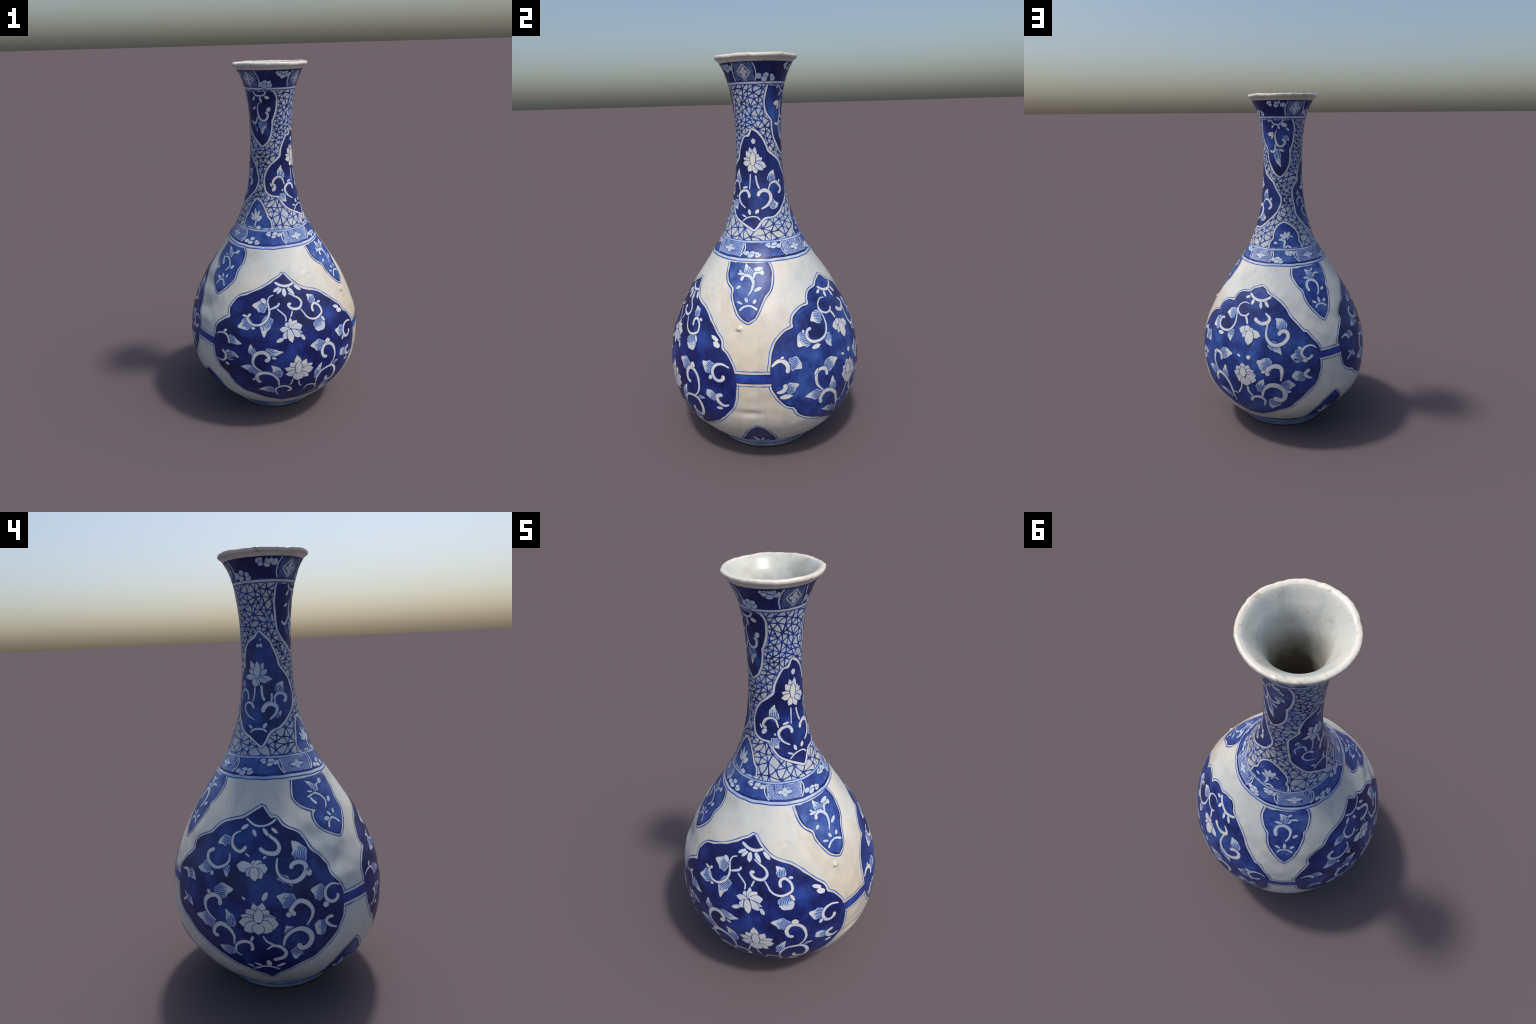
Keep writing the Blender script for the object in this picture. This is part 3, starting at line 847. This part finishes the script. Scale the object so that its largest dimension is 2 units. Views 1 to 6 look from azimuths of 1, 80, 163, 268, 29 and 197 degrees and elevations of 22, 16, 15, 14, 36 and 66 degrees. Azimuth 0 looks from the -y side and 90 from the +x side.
# half panel above the foot, back
LB = Panel('LB', 198)
LB.edge((1.4,.320),(-3,.295),(-7.5,.255),(-11,.205),(-13.2,.15),(-15.4,.10),(-17,.057))
LB.edge2((5,.295),(9,.255),(12.7,.205),(15,.15),(16.8,.10),(17.6,.057))
LB.petal((0,.130),(-3.4,.225),.026)
LB.petal((.5,.125),(-8,.185),.022)
LB.petal((.5,.130),(4.5,.210),.022)
LB.petal((.5,.125),(9,.180),.022)
LB.petal((0,.105),(6,.130),.018)

# the same half panel repeated at the left front
LC = Panel('LC', 308)
LC.edge((1.4,.320),(-3,.295),(-7.5,.255),(-11,.205),(-13.2,.15),(-15.4,.10),(-17,.057))
LC.edge2((5,.295),(9,.255),(12.7,.205),(15,.15),(16.8,.10),(17.6,.057))
LC.petal((0,.130),(-3.4,.225),.026)
LC.petal((.5,.125),(-8,.185),.022)
LC.petal((.5,.130),(4.5,.210),.022)
LC.petal((.5,.125),(9,.180),.022)
LC.petal((0,.105),(6,.130),.018)

# lotus panel of the neck, right
NA = Panel('NA', 76, PANEL_DARK)
NA.edge((-10.0,1.654),(-18.7,1.622),(-29.3,1.618),(-38.9,1.589),(-46.8,1.550),(-50.3,1.514),(-60.9,1.495),(-79.0,1.460),(-88.9,1.421),(-91.6,1.377),(-87.2,1.333),(-76.3,1.312),(-60.9,1.305),(-55.4,1.283),(-42.8,1.240),(-28.2,1.215),(-15.7,1.195),(-6.6,1.180))
NA.edge2((0.9,1.639),(11.6,1.610),(20.5,1.573),(25.0,1.550),(40.5,1.526),(55.2,1.498),(66.0,1.457),(78.0,1.415),(75.3,1.366),(63.4,1.320),(49.4,1.287),(40.9,1.264),(27.7,1.242),(13.3,1.238),(6.3,1.228),(-2.8,1.193))
NA.petal((-7.6,1.589),(-9.0,1.614),0.023)
NA.lotus((-9.0,1.497),(-18.7,1.573,0.023),(-5.0,1.574,0.023),(-27.6,1.554,0.027),(3.8,1.539,0.026),(11.9,1.522,0.028),(-35.8,1.521,0.019),(-36.5,1.495,0.025),(21.3,1.478,0.034),(-21.9,1.456,0.029),(-3.0,1.446,0.025),(13.4,1.461,0.021))
NA.petal((-11.0,1.487),(-10.1,1.551),0.028)
NA.stroke(0.0065, (-17.0,1.445),(-17.8,1.400),(-18.9,1.369))
NA.stroke(0.0091, (-4.9,1.438),(-1.7,1.401),(3.1,1.371))
NA.scroll(0.0138, (-24.8,1.278),(-37.6,1.301),(-44.4,1.333),(-38.4,1.357),(-25.9,1.363),(-19.1,1.345),(-19.6,1.328))
NA.petal((-35.8,1.375),(-22.0,1.381),0.014)
NA.scroll(0.0167, (5.7,1.275),(18.0,1.292),(26.7,1.323),(23.7,1.354),(12.1,1.365),(2.0,1.352),(1.0,1.335))
NA.scroll(0.0139, (22.4,1.365),(29.0,1.394),(41.7,1.402),(52.1,1.381),(54.3,1.361),(46.4,1.344))
NA.leaf((34.2,1.400),(39.0,1.457),0.044)
NA.petal((50.6,1.392),(54.5,1.414),0.013)
NA.leaf((24.7,1.300),(41.2,1.297),0.048)
NA.stroke(0.0068, (-28.2,1.216),(-19.8,1.233),(-9.9,1.239),(-1.6,1.236),(3.6,1.221))
NA.petal((-15.1,1.248),(-18.2,1.274),0.017)
NA.petal((-4.7,1.254),(1.0,1.274),0.019)
NA.petal((-22.3,1.236),(-31.4,1.246),0.010)
NA.scroll(0.0122, (-44.0,1.361),(-49.4,1.398),(-59.3,1.407),(-69.5,1.395),(-73.6,1.369),(-66.2,1.360))
NA.leaf((-46.4,1.396),(-50.4,1.463),0.041)
NA.petal((-75.4,1.355),(-80.3,1.375),0.011)
NA.petal((-67.2,1.356),(-74.8,1.329),0.022)
NA.leaf((-51.8,1.315),(-44.4,1.272),0.040)
NA.petal((-50.9,1.327),(-50.8,1.338),0.011)

# lotus panel of the neck, left
NB = Panel('NB', 263, white=PALE_WHITE)
NB.edge((-11.3,1.659),(-20.9,1.636),(-36.5,1.616),(-44.0,1.595),(-49.1,1.565),(-51.6,1.540),(-50.2,1.514),(-59.9,1.492),(-70.3,1.457),(-70.1,1.408),(-67.2,1.364),(-64.1,1.319),(-53.6,1.280),(-46.3,1.253),(-36.3,1.229),(-22.3,1.203),(-8.7,1.172))
NB.edge2((-1.6,1.640),(8.8,1.618),(14.6,1.594),(24.7,1.542),(27.8,1.513),(40.6,1.482),(51.2,1.451),(58.9,1.405),(59.6,1.371),(50.7,1.325),(38.2,1.295),(29.5,1.272),(20.8,1.253),(9.2,1.241),(1.0,1.221),(-3.5,1.196))
NB.petal((-13.6,1.596),(-16.6,1.612),0.016)
NB.petal((-7.2,1.596),(-8.4,1.614),0.016)
NB.petal((-9.0,1.623),(-8.7,1.635),0.008)
NB.lotus((-19.5,1.467),(-34.7,1.541,0.023),(-3.5,1.530,0.024),(-38.9,1.503,0.019),(4.1,1.499,0.023),(-48.7,1.470,0.025),(13.8,1.456,0.024),(2.9,1.443,0.018),(-24.5,1.426,0.032),(-13.2,1.432,0.012))
NB.petal((-18.6,1.465),(-17.6,1.537),0.032)
NB.stroke(0.0075, (-23.6,1.430),(-24.4,1.394),(-27.9,1.359))
NB.stroke(0.0112, (-9.6,1.434),(-8.2,1.390),(-3.4,1.363))
NB.scroll(0.0106, (-21.3,1.280),(-37.6,1.302),(-46.3,1.330),(-42.6,1.353),(-31.7,1.354),(-24.4,1.330))
NB.scroll(0.0107, (-57.9,1.362),(-60.8,1.395),(-50.7,1.413),(-41.9,1.401),(-38.6,1.368))
NB.leaf((-52.6,1.422),(-55.2,1.453),0.023)
NB.scroll(0.0179, (4.6,1.281),(15.6,1.304),(19.8,1.329),(13.9,1.346),(2.8,1.349),(-5.3,1.332),(-7.0,1.312))
NB.scroll(0.0143, (17.4,1.351),(16.6,1.377),(24.3,1.393),(35.7,1.391),(41.7,1.372),(35.1,1.353))
NB.leaf((28.2,1.398),(37.5,1.442),0.045)
NB.leaf((15.2,1.293),(26.6,1.316),0.022)
NB.stroke(0.0089, (9.5,1.359),(11.1,1.388),(9.6,1.396))
NB.stroke(0.0096, (-27.8,1.225),(-22.3,1.239),(-8.2,1.241),(-0.2,1.228))
NB.petal((-25.6,1.245),(-32.7,1.259),0.015)
NB.petal((-6.1,1.246),(-0.5,1.268),0.018)

# panel hanging from the lip band, back
HA = Panel('HA', 162)
HA.edge((-55.9,1.858),(-60.1,1.822),(-62.7,1.779),(-57.9,1.736),(-45.7,1.704),(-43.5,1.690),(-42.9,1.661),(-38.5,1.621),(-28.6,1.582),(-18.3,1.553),(-6.9,1.539))
HA.edge2((22.4,1.857),(28.2,1.822),(29.7,1.780),(27.7,1.741),(21.7,1.705),(18.5,1.691),(18.6,1.644),(15.7,1.604),(4.2,1.561))
HA.stroke(0.0089, (-28.8,1.858),(-22.9,1.837),(-13.1,1.830),(-3.4,1.837),(2.9,1.858))
HA.petal((-30.8,1.856),(-37.7,1.844),0.013)
HA.petal((-22.3,1.829),(-28.1,1.809),0.013)
HA.petal((-10.7,1.827),(-7.8,1.804),0.015)
HA.petal((-2.6,1.833),(12.6,1.823),0.026)
HA.petal((9.5,1.813),(17.9,1.794),0.015)
HA.scroll(0.0134, (-14.6,1.802),(-19.6,1.777),(-19.5,1.745),(-14.3,1.717),(-4.4,1.708),(4.6,1.720),(6.4,1.738),(-1.5,1.749))
HA.leaf((1.2,1.761),(16.8,1.741),0.028)
HA.petal((-24.1,1.781),(-42.3,1.773),0.026)
HA.petal((-25.4,1.772),(-31.8,1.748),0.015)
HA.leaf((-13.6,1.695),(-5.3,1.598),0.039)
HA.scroll(0.0120, (-20.9,1.724),(-21.4,1.691),(-27.7,1.677),(-38.0,1.684))
HA.petal((-9.1,1.691),(5.5,1.682),0.017)

# panel hanging from the lip band, front
HB = Panel('HB', 347, PANEL_DARK)
HB.edge((-52.9,1.859),(-55.6,1.829),(-57.4,1.783),(-55.9,1.736),(-53.7,1.696),(-49.7,1.663),(-38.0,1.628),(-24.0,1.600),(-11.2,1.575))
HB.edge2((17.3,1.855),(24.0,1.826),(24.4,1.787),(22.1,1.752),(17.2,1.722),(13.8,1.709),(12.7,1.676),(9.8,1.633),(2.6,1.599))
HB.stroke(0.0090, (-29.8,1.858),(-24.1,1.839),(-12.5,1.834),(-1.4,1.840),(3.1,1.859))
HB.petal((-25.8,1.830),(-33.1,1.808),0.014)
HB.petal((-12.7,1.829),(-9.1,1.796),0.015)
HB.petal((-1.0,1.829),(10.7,1.822),0.019)
HB.scroll(0.0111, (-14.0,1.801),(-20.3,1.781),(-21.0,1.748),(-15.5,1.716),(-4.8,1.706),(3.9,1.720),(5.1,1.743),(-1.4,1.749))
HB.petal((4.4,1.754),(11.8,1.776),0.022)
HB.petal((-26.4,1.777),(-36.6,1.764),0.014)
HB.scroll(0.0112, (-22.9,1.728),(-27.1,1.701),(-34.5,1.690),(-43.2,1.703))
HB.leaf((-17.8,1.700),(-11.4,1.636),0.030)
HB.leaf((-32.4,1.682),(-26.3,1.649),0.014)
HB.leaf((-0.6,1.700),(-0.2,1.666),0.023)

# panel standing on the collar, back
BA = Panel('BA', 162, PANEL_PALE, white=PALE_WHITE)
BA.edge((4.1,1.271),(-4.4,1.265),(-12.5,1.243),(-16.5,1.212),(-17.0,1.182),(-22.5,1.156),(-22.4,1.129))
BA.edge2((15.8,1.255),(25.0,1.227),(29.9,1.196),(28.2,1.170),(31.6,1.152),(31.4,1.127))
BA.petal((4.1,1.182),(-5.5,1.209),0.021)
BA.petal((4.1,1.182),(3.7,1.224),0.021)
BA.petal((6.3,1.188),(13.4,1.221),0.022)
BA.scroll(0.0099, (7.5,1.175),(12.4,1.196),(19.5,1.189))
BA.scroll(0.0143, (0.4,1.134),(3.2,1.163),(-0.9,1.178),(-8.0,1.175))
BA.petal((-9.8,1.158),(-16.8,1.159),0.018)
BA.stroke(0.0116, (1.7,1.130),(8.3,1.142),(14.5,1.130))

# panel standing on the collar, front
BB = Panel('BB', 346, PANEL_PALE, white=PALE_WHITE)
BB.edge((-19.5,1.284),(-25.5,1.265),(-30.7,1.238),(-34.4,1.202),(-38.4,1.166),(-36.6,1.138))
BB.edge2((-7.8,1.261),(0.7,1.220),(4.6,1.193),(10.3,1.170),(11.7,1.138))
BB.petal((-16.2,1.178),(-21.0,1.236),0.019)
BB.petal((-17.1,1.178),(-29.1,1.210),0.018)
BB.petal((-15.6,1.183),(-10.5,1.230),0.018)
BB.petal((-13.1,1.170),(-5.7,1.200),0.025)
BB.petal((-18.6,1.172),(-29.0,1.186),0.013)
BB.stroke(0.0085, (-16.0,1.137),(-15.3,1.165),(-15.9,1.188))
BB.petal((-8.4,1.128),(-9.4,1.148),0.030)

# ------------------------------------------------------------------ the clay
COLUMNS = 640
COLLAR_LOW, COLLAR_TOP, LIP_LOW = 1.036, 1.121, 1.960


def wall_rows(z0, z1, step):
    return list(np.linspace(z0, z1, max(2, int(round((z1 - z0) / step)) + 1)))


def ring_noise(az, seed, ks):
    g = random.Random(seed)
    return sum(np.sin(k * np.radians(az) + g.uniform(0, 6.3)) * g.uniform(.4, 1) for k in ks) / len(ks) ** .5


def lathe(name, rows, mats, slot_of=None, extra=None, closed_end=None):
    """rows of (radius, height, relief weight) turned round the axis"""
    az = np.arange(COLUMNS) * 360 / COLUMNS
    a = np.radians(az)
    g = []
    for r, z in rows:
        rr, zz = np.full(COLUMNS, float(r)), np.full(COLUMNS, float(z))
        if extra:
            rr, zz = extra(az, rr, zz)
        g.append(np.stack([rr * np.sin(a), -rr * np.cos(a), zz], -1))
    return np.array(g)


def grid_normals(g):
    du = np.roll(g, -1, 1) - np.roll(g, 1, 1)
    dv = np.gradient(g, axis=0)
    n = np.cross(du, dv)
    return n / np.maximum(np.linalg.norm(n, axis=-1, keepdims=True), 1e-12)


def add_grid(name, g, n, mats, slots=None, parent=None):
    rows, cols = g.shape[:2]
    f = [(i * cols + j, i * cols + (j + 1) % cols, (i + 1) * cols + (j + 1) % cols, (i + 1) * cols + j) for i in range(rows - 1) for j in range(cols)]
    s = None if slots is None else [slots[i] for i in range(rows - 1) for j in range(cols)]
    return add(name, g.reshape(-1, 3), n.reshape(-1, 3), f, mats, s, parent)


# one continuous profile: crease, belly, neck, lip, inner wall, inner floor
outer = wall_rows(.054, .20, .004) + wall_rows(.20, COLLAR_LOW, .006)[1:] + wall_rows(COLLAR_LOW, LIP_LOW, .006)[1:]
n_belly = len(wall_rows(.054, .20, .004)) + len(wall_rows(.20, COLLAR_LOW, .006)) - 1
n_outer = len(outer)
lip_curve = natural_spline(np.arange(11), [.1755, .1870, .1960, .1995, .1990, .1955, .1890, .1800, .1680, .1520, .1330])
lip_height = natural_spline(np.arange(11), [1.960, 1.9740, 1.9800, 1.9860, 1.9925, 1.9960, 1.9975, 1.9950, 1.9870, 1.9700, 1.9480])
k = np.linspace(0, 10, 41)[1:]
lip_rows = list(zip(lip_curve(k), lip_height(k)))
throat = natural_spline([-1.948, -1.925, -1.895, -1.85, -1.79, -1.71, -1.58, -1.44, -1.32, -1.22, -1.14, -1.06, -.98, -.82, -.64, -.46, -.28, -.18, -.12],
                        [.1330, .1190, .1065, .0960, .0885, .0830, .0820, .0900, .1080, .1360, .168, .211, .265, .368, .452, .484, .460, .392, .30])
inner_rows = [(float(throat(-z)), z) for z in np.linspace(1.948, .12, 150)[1:]] + [(.2, .104), (.1, .100), (.001, .099)]
az = np.arange(COLUMNS) * 360 / COLUMNS
a = np.radians(az)
wavy, rough = ring_noise(az, 3, [2, 3, 5, 7]), ring_noise(az, 5, [11, 17, 23, 31, 41])
rows = []
for z in outer:
    rows.append(skin(az, np.full(COLUMNS, z))[0])
for i, (r, z) in enumerate(lip_rows):
    t = (i + 1) / len(lip_rows)
    w = math.sin(math.pi * min(1, t * 1.0)) ** .8
    rr = r + relief(az, np.full(COLUMNS, 1.96)) * (1 - t) + w * (.0016 * wavy + .0007 * rough)
    zz = z + w * (.0020 * wavy + .0007 * rough)
    rows.append(np.stack([rr * np.sin(a), lean(zz) - rr * np.cos(a), zz], -1))
for r, z in inner_rows:
    rr = r + .0008 * np.sin(3 * a + 40 * z) * min(1, r * 8)
    rows.append(np.stack([rr * np.sin(a), lean(z) - rr * np.cos(a), z + 0 * a], -1))
G = np.array(rows)
N = grid_normals(G)
for i, z in enumerate(outer):
    N[i] = skin(az, np.full(COLUMNS, z))[1]
N[-1] = (0, 0, 1)
n_lip = n_outer + len(lip_rows)
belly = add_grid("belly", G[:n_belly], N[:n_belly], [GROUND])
neck = add_grid("neck", G[n_belly - 1:n_outer], N[n_belly - 1:n_outer], [NECK])
lip = add_grid("lip", G[n_outer - 1:n_lip - 11], N[n_outer - 1:n_lip - 11], [LIP])
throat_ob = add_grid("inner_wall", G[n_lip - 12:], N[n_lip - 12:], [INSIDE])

# foot ring: short flared wall, bare clay rim, recessed base
foot_rows = [(.2740, .054), (.2705, .050), (.2690, .043), (.2680, .034), (.2675, .024), (.2675, .014), (.2672, .010), (.2665, .0065), (.2655, .003), (.2640, 0.0),
             (.2450, 0.0), (.2380, .003), (.2350, .012), (.2300, .040), (.20, .046), (.10, .048), (.001, .048)]
fg = []
for i, (r, z) in enumerate(foot_rows):
    w = 0 if i == 0 or z == 0 else 1
    rr = r + (relief(az, np.full(COLUMNS, .054)) if i == 0 else w * .0016 * wavy * min(1, r * 5))
    fg.append(np.stack([rr * np.sin(a), lean(z) - rr * np.cos(a), z + 0 * a + (0 if z < .004 or i == 0 else .0006 * wavy * w)], -1))
fg = np.array(fg)[::-1]
fn = grid_normals(fg)
slots = [1 if (foot_rows[::-1][i + 1][1] < .0075) else 0 for i in range(len(foot_rows) - 1)]
slots[:4] = [1] * 4
add_grid("foot_ring", fg, fn, [FOOT, BISCUIT], slots)


def foot_line(z_rows, mat, parent, name):
    g = []
    for r, z in z_rows:
        rr = r + .0016 * wavy
        g.append(np.stack([rr * np.sin(a), lean(z) - rr * np.cos(a), z + .0006 * wavy], -1))
    g = np.array(g)
    return add_grid(name, g, grid_normals(g), [mat], None, parent)


foot_line([(.2682, .0215), (.2682, .0255)], LINE, ROOT, "foot_line")
foot_line([(.2694, .0420), (.2720, .0500)], CONTOUR, ROOT, "foot_line")

# ------------------------------------------------------------------ medallions round the belly
BARS = [(63.0, 85.5, .536, .0215), (185.5, 204.0, .575, .0180), (299.5, 318.5, .537, .0180)]   # azimuth span, height, half width


def on_bar(az, z):
    for a0, a1, zc, h in BARS:
        if abs((az - (a0 + a1) / 2 + 180) % 360 - 180) < (a1 - a0) / 2 + 1.0 and abs(z - zc) < h + .0145:
            return True
    return False


def bar_mouth(az, z):
    return any(abs((az - (a0 + a1) / 2 + 180) % 360 - 180) < (a1 - a0) / 2 + 2 and abs(z - zc) < h for a0, a1, zc, h in BARS)


for p in (M1, M2, M3):
    p.build(line=.0145, skip=on_bar, near=bar_mouth, edge_line=.0065, name="medallion", halo=True)
for a0, a1, zc, h in BARS:
    s = Sheet()
    c = even(np.array([(a0 - 1.5, zc), (a1 + 1.5, zc)]), .006)
    ribbon(s, c, h * hand(len(c), .06), BAR, FILL - .00012, 8)
    for d in (-h, h):
        e = c + (0, d)
        ribbon(s, e[3:-3], .0018 * hand(len(c) - 6, .5), CONTOUR, FILL)
    inner = even(np.array([(a0 + 1.2, zc), (a1 - 1.2, zc)]), .006)
    for d in (-h - .0145, h + .0145):
        ribbon(s, inner + (0, d), .0050 * hand(len(inner), .5), HALO, LINES - .00015)
        ribbon(s, inner + (0, d), .0020 * hand(len(inner), .5), LINE, LINES + .0001)
    s.finish("linking_bar", ROOT)

for p in (PA, PB, PC):
    p.build(line=.0125, hanging=True, edge_line=.0055, name="pendant_panel", thin=.0022, halo=True)
for p in (LA, LB, LC):
    p.build(line=.011, standing=True, edge_line=.0045, name="foot_panel", halo=True)

# ------------------------------------------------------------------ neck panels
NECK_PANELS = (NA, NB, HA, HB, BA, BB)
for p in (NA, NB):
    p.build(rim=.0115, line=.0125, edge_line=.0045, name="lotus_panel", cell=.007)
for p in (HA, HB):
    p.build(rim=.0110, line=.0120, hanging=True, edge_line=.0045, name="hanging_panel", cell=.007)
for p in (BA, BB):
    p.build(rim=.0095, line=.0105, standing=True, edge_line=.003, name="standing_panel", cell=.007)

# cracked-ice lattice between them: triangles of short brush lines meeting in stars
paths = []
for p in NECK_PANELS:
    l, r = smooth_line(p.left, .01), smooth_line(p.right, .01)
    paths.append(np.vstack([l, r[::-1]]))
zz = np.linspace(COLLAR_TOP - .04, 1.9, 600)
vv = np.concatenate([[0], np.cumsum(np.diff(zz) / radius(zz[:-1]) * np.hypot(1, np.gradient(radius(zz), zz))[:-1])])
g = random.Random(21)
pts, tried = np.zeros((0, 2)), 0
while tried < 14000:                             # scatter star points a little over 2.5 cm apart
    tried += 1
    z_ = g.uniform(COLLAR_TOP - .03, 1.895)
    r = float(radius(z_))
    if g.random() > r / .23:
        continue
    a_ = g.uniform(0, 360)
    da = (pts[:, 0] - a_ + 180) % 360 - 180
    if len(pts) and np.hypot(np.radians(da) * r, (pts[:, 1] - z_) * 1.06).min() < .0215 + .012 * max(0, r - .12) / .08:
        continue
    pts = np.vstack([pts, (a_, z_)])
pts = [tuple(p) for p in pts]
wrap = [(a_ + d, z_) for d in (-360, 0, 360) for a_, z_ in pts if -30 < a_ + d < 390]
uv = [Vector((math.radians(a_), float(np.interp(z_, zz, vv)))) for a_, z_ in wrap]
_, edges, tri, *_ = delaunay_2d_cdt(uv, [], [], 0, 1e-6)
pairs = {tuple(sorted((t[i], t[(i + 1) % 3]))) for t in tri for i in range(3)}
lattice = Sheet()
for i, j in sorted(pairs):
    (a0, z0), (a1, z1) = wrap[i], wrap[j]
    m = ((a0 + a1) / 2, (z0 + z1) / 2)
    if not 0 <= m[0] < 360 or g.random() < .05 or not COLLAR_TOP - .004 < m[1] < 1.871 or abs(a0 - a1) > 40:
        continue
    if all(any(inside(q, *w) for q in paths) for w in ((a0, z0), m, (a1, z1))):
        continue
    bow = g.uniform(-.10, .10)
    mm = (m[0] - bow * (z1 - z0) / (math.radians(1) * float(radius(m[1]))), m[1] + bow * math.radians(a1 - a0) * float(radius(m[1])))
    c = smooth_line([(a0, z0), mm, (a1, z1)], .006)
    c[:, 1] = np.clip(c[:, 1], COLLAR_TOP, 1.868)
    t = np.linspace(-1, 1, len(c))
    ribbon(lattice, c, .0041 * (.8 + .6 * t ** 4), LATTICE_WASH, LINES - .00012 + g.uniform(0, .00006), 1)
    ribbon(lattice, c, g.uniform(.0021, .0034) * hand(len(c), .25, 3) * (.8 + .9 * t ** 4), LATTICE, LINES + g.uniform(0, .00008), 1)
lattice.finish("ice_lattice", neck)["kind"] = "stuff"

# ------------------------------------------------------------------ the two ornament bands


def ring(sheet, z, half, mat, lift, wob=.0, seed=0, lean=0.0):
    azs = np.linspace(0, 360, 361)
    w = ring_noise(azs, seed, [3, 5, 8, 13, 21]) * wob
    sheet.strip(np.stack([azs, z + w + half], 1), np.stack([azs, z + w - half], 1), mat, lift, 1 if half < .006 else max(2, int(half / .003)))


def band(name, z0, z1, diamonds, wash, ground, hatch, flip, parent):
    """belt of alternating hatched diamonds and blossom sprays"""
    s = Sheet()
    azs = np.linspace(0, 360, 361)
    lo, hi = np.stack([azs, z0 + 0 * azs], 1), np.stack([azs, z1 + 0 * azs], 1)
    s.strip(lo, hi, wash, LINES, 14)
    base = s.finish(name, parent)
    zc, b = (z0 + z1) / 2, (z1 - z0) / 2
    per = math.radians(1) * float(radius(zc))
    for q, (c, w) in enumerate(diamonds):
        d = Sheet()
        a_ = w * per                                 # half width in metres
        xy = lambda x, y: (c + x / per * float(radius(zc)) / float(radius(zc + y)), zc + y)
        if ground:
            d.strip([xy(-a_ * .96, y) for y in np.linspace(-b * .97, b * .97, 9)], [xy(a_ * .96, y) for y in np.linspace(-b * .97, b * .97, 9)], ground, LINES + .0001, 12)
        for k in range(9):                           # chevron hatching outside the diamond
            u = .60 + k * .155
            for sx in (-1, 1):
                for sy in (-1, 1):
                    seg = [(sx * a_ * u * (1 - t), sy * b * 1.25 * u * t) for t in np.linspace(0, 1, 12)]
                    seg = [v for v in seg if abs(v[0]) < a_ * .93 and abs(v[1]) < b * .95]
                    if len(seg) > 2:
                        cc = np.array([xy(*v) for v in seg])
                        ribbon(d, cc, (.0030 if k == 0 and not ground else .0016) * hand(len(cc), .3), WHITE if k == 0 and not ground else hatch, LEAF, 1)
        for dx, dy in ((-1, 0), (1, 0), (0, 1), (0, -1)):   # four-petalled star in the diamond
            Panel("", 0, white=PALE_WHITE).petal_shape(d, np.array(xy(dx * .002, dy * .002)), np.array(xy(dx * a_ * .42, dy * b * .56)), .019 if dx else .021)
        for sx in (-1, 1):                            # curved brackets that close the cartouche
            c2 = smooth_line([xy(sx * a_ * .93, b * .95), xy(sx * a_ * 1.08, b * .35), xy(sx * a_ * 1.08, -b * .3), xy(sx * a_ * .90, -b * .95)], .004)
            outlined(d, c2, cap(c2, .0034 * hand(len(c2), .15)), WHITE, STEM + .0001, .0018)
        d.finish("diamond_cartouche", base)
        # blossom spray in the gap to the next diamond
        c1, w1 = diamonds[(q + 1) % len(diamonds)]
        gap0, gap1 = c + w * 1.12, c1 - w1 * 1.12 + (360 if c1 < c else 0)
        h = Sheet()
        pn = Panel("", 0, white=PALE_WHITE)
        for end, sx, sy in ((gap0, 1, -1), (gap1, -1, 1)):
            gg = random.Random(q * 7 + sx)
            span = (gap1 - gap0) * per
            ox, oy = .006, -b * .80
            for k, (x, y, l, wd) in enumerate(((.010, -.50, .030, .022), (.036, -.30, .030, .020), (.030, -.72, .034, .021), (.062, -.70, .030, .019), (.058, -.42, .022, .016))):
                x, y = x * span / .17, y * b
                x0, y0 = x - l * .45, y - gg.uniform(.0, .007)
                x1, y1 = x + l * .45, y + gg.uniform(-.002, .008)
                P0 = np.array([end + sx * x0 / per, zc - sy * y0]), np.array([end + sx * x1 / per, zc - sy * y1])
                pn.petal_shape(h, P0[0], P0[1], wd * 1.2 * b / .04, BLOOM + k * .00012, .0018)
        h.finish("blossom_spray", base)
    return base


collar = band("collar_band", 1.052, 1.119, [(36, 21), (126.5, 19), (203, 21), (297.5, 20)], BAND, PALE, LINE, False, ROOT)
trim = Sheet()
ring(trim, 1.1225, .0035, PALE, RIM, .0008, 1)
ring(trim, 1.1275, .0017, LINE, RIM, .0008, 1)
ring(trim, 1.1180, .0015, LINE, RIM, .0008, 1)
ring(trim, 1.0525, .0045, BAND_DARK, RIM, .0015, 2)
ring(trim, 1.0430, .0048, PALE, RIM, .0015, 2)
ring(trim, 1.0360, .0022, LINE, RIM, .0015, 2)
trim.finish("collar_line", collar)["kind"] = "stuff"

lip_band = band("lip_band", 1.874, 1.962, [(58, 20), (190, 20), (313, 22)], BAND_DARK, None, SOFT, True, ROOT)
trim = Sheet()
ring(trim, 1.8695, .0042, WHITE, RIM, .0006, 4)
ring(trim, 1.8630, .0020, LINE, RIM, .0006, 4)
ring(trim, 1.8765, .0024, LATTICE, RIM, .0006, 4)
trim.finish("lip_band_line", lip_band)["kind"] = "stuff"
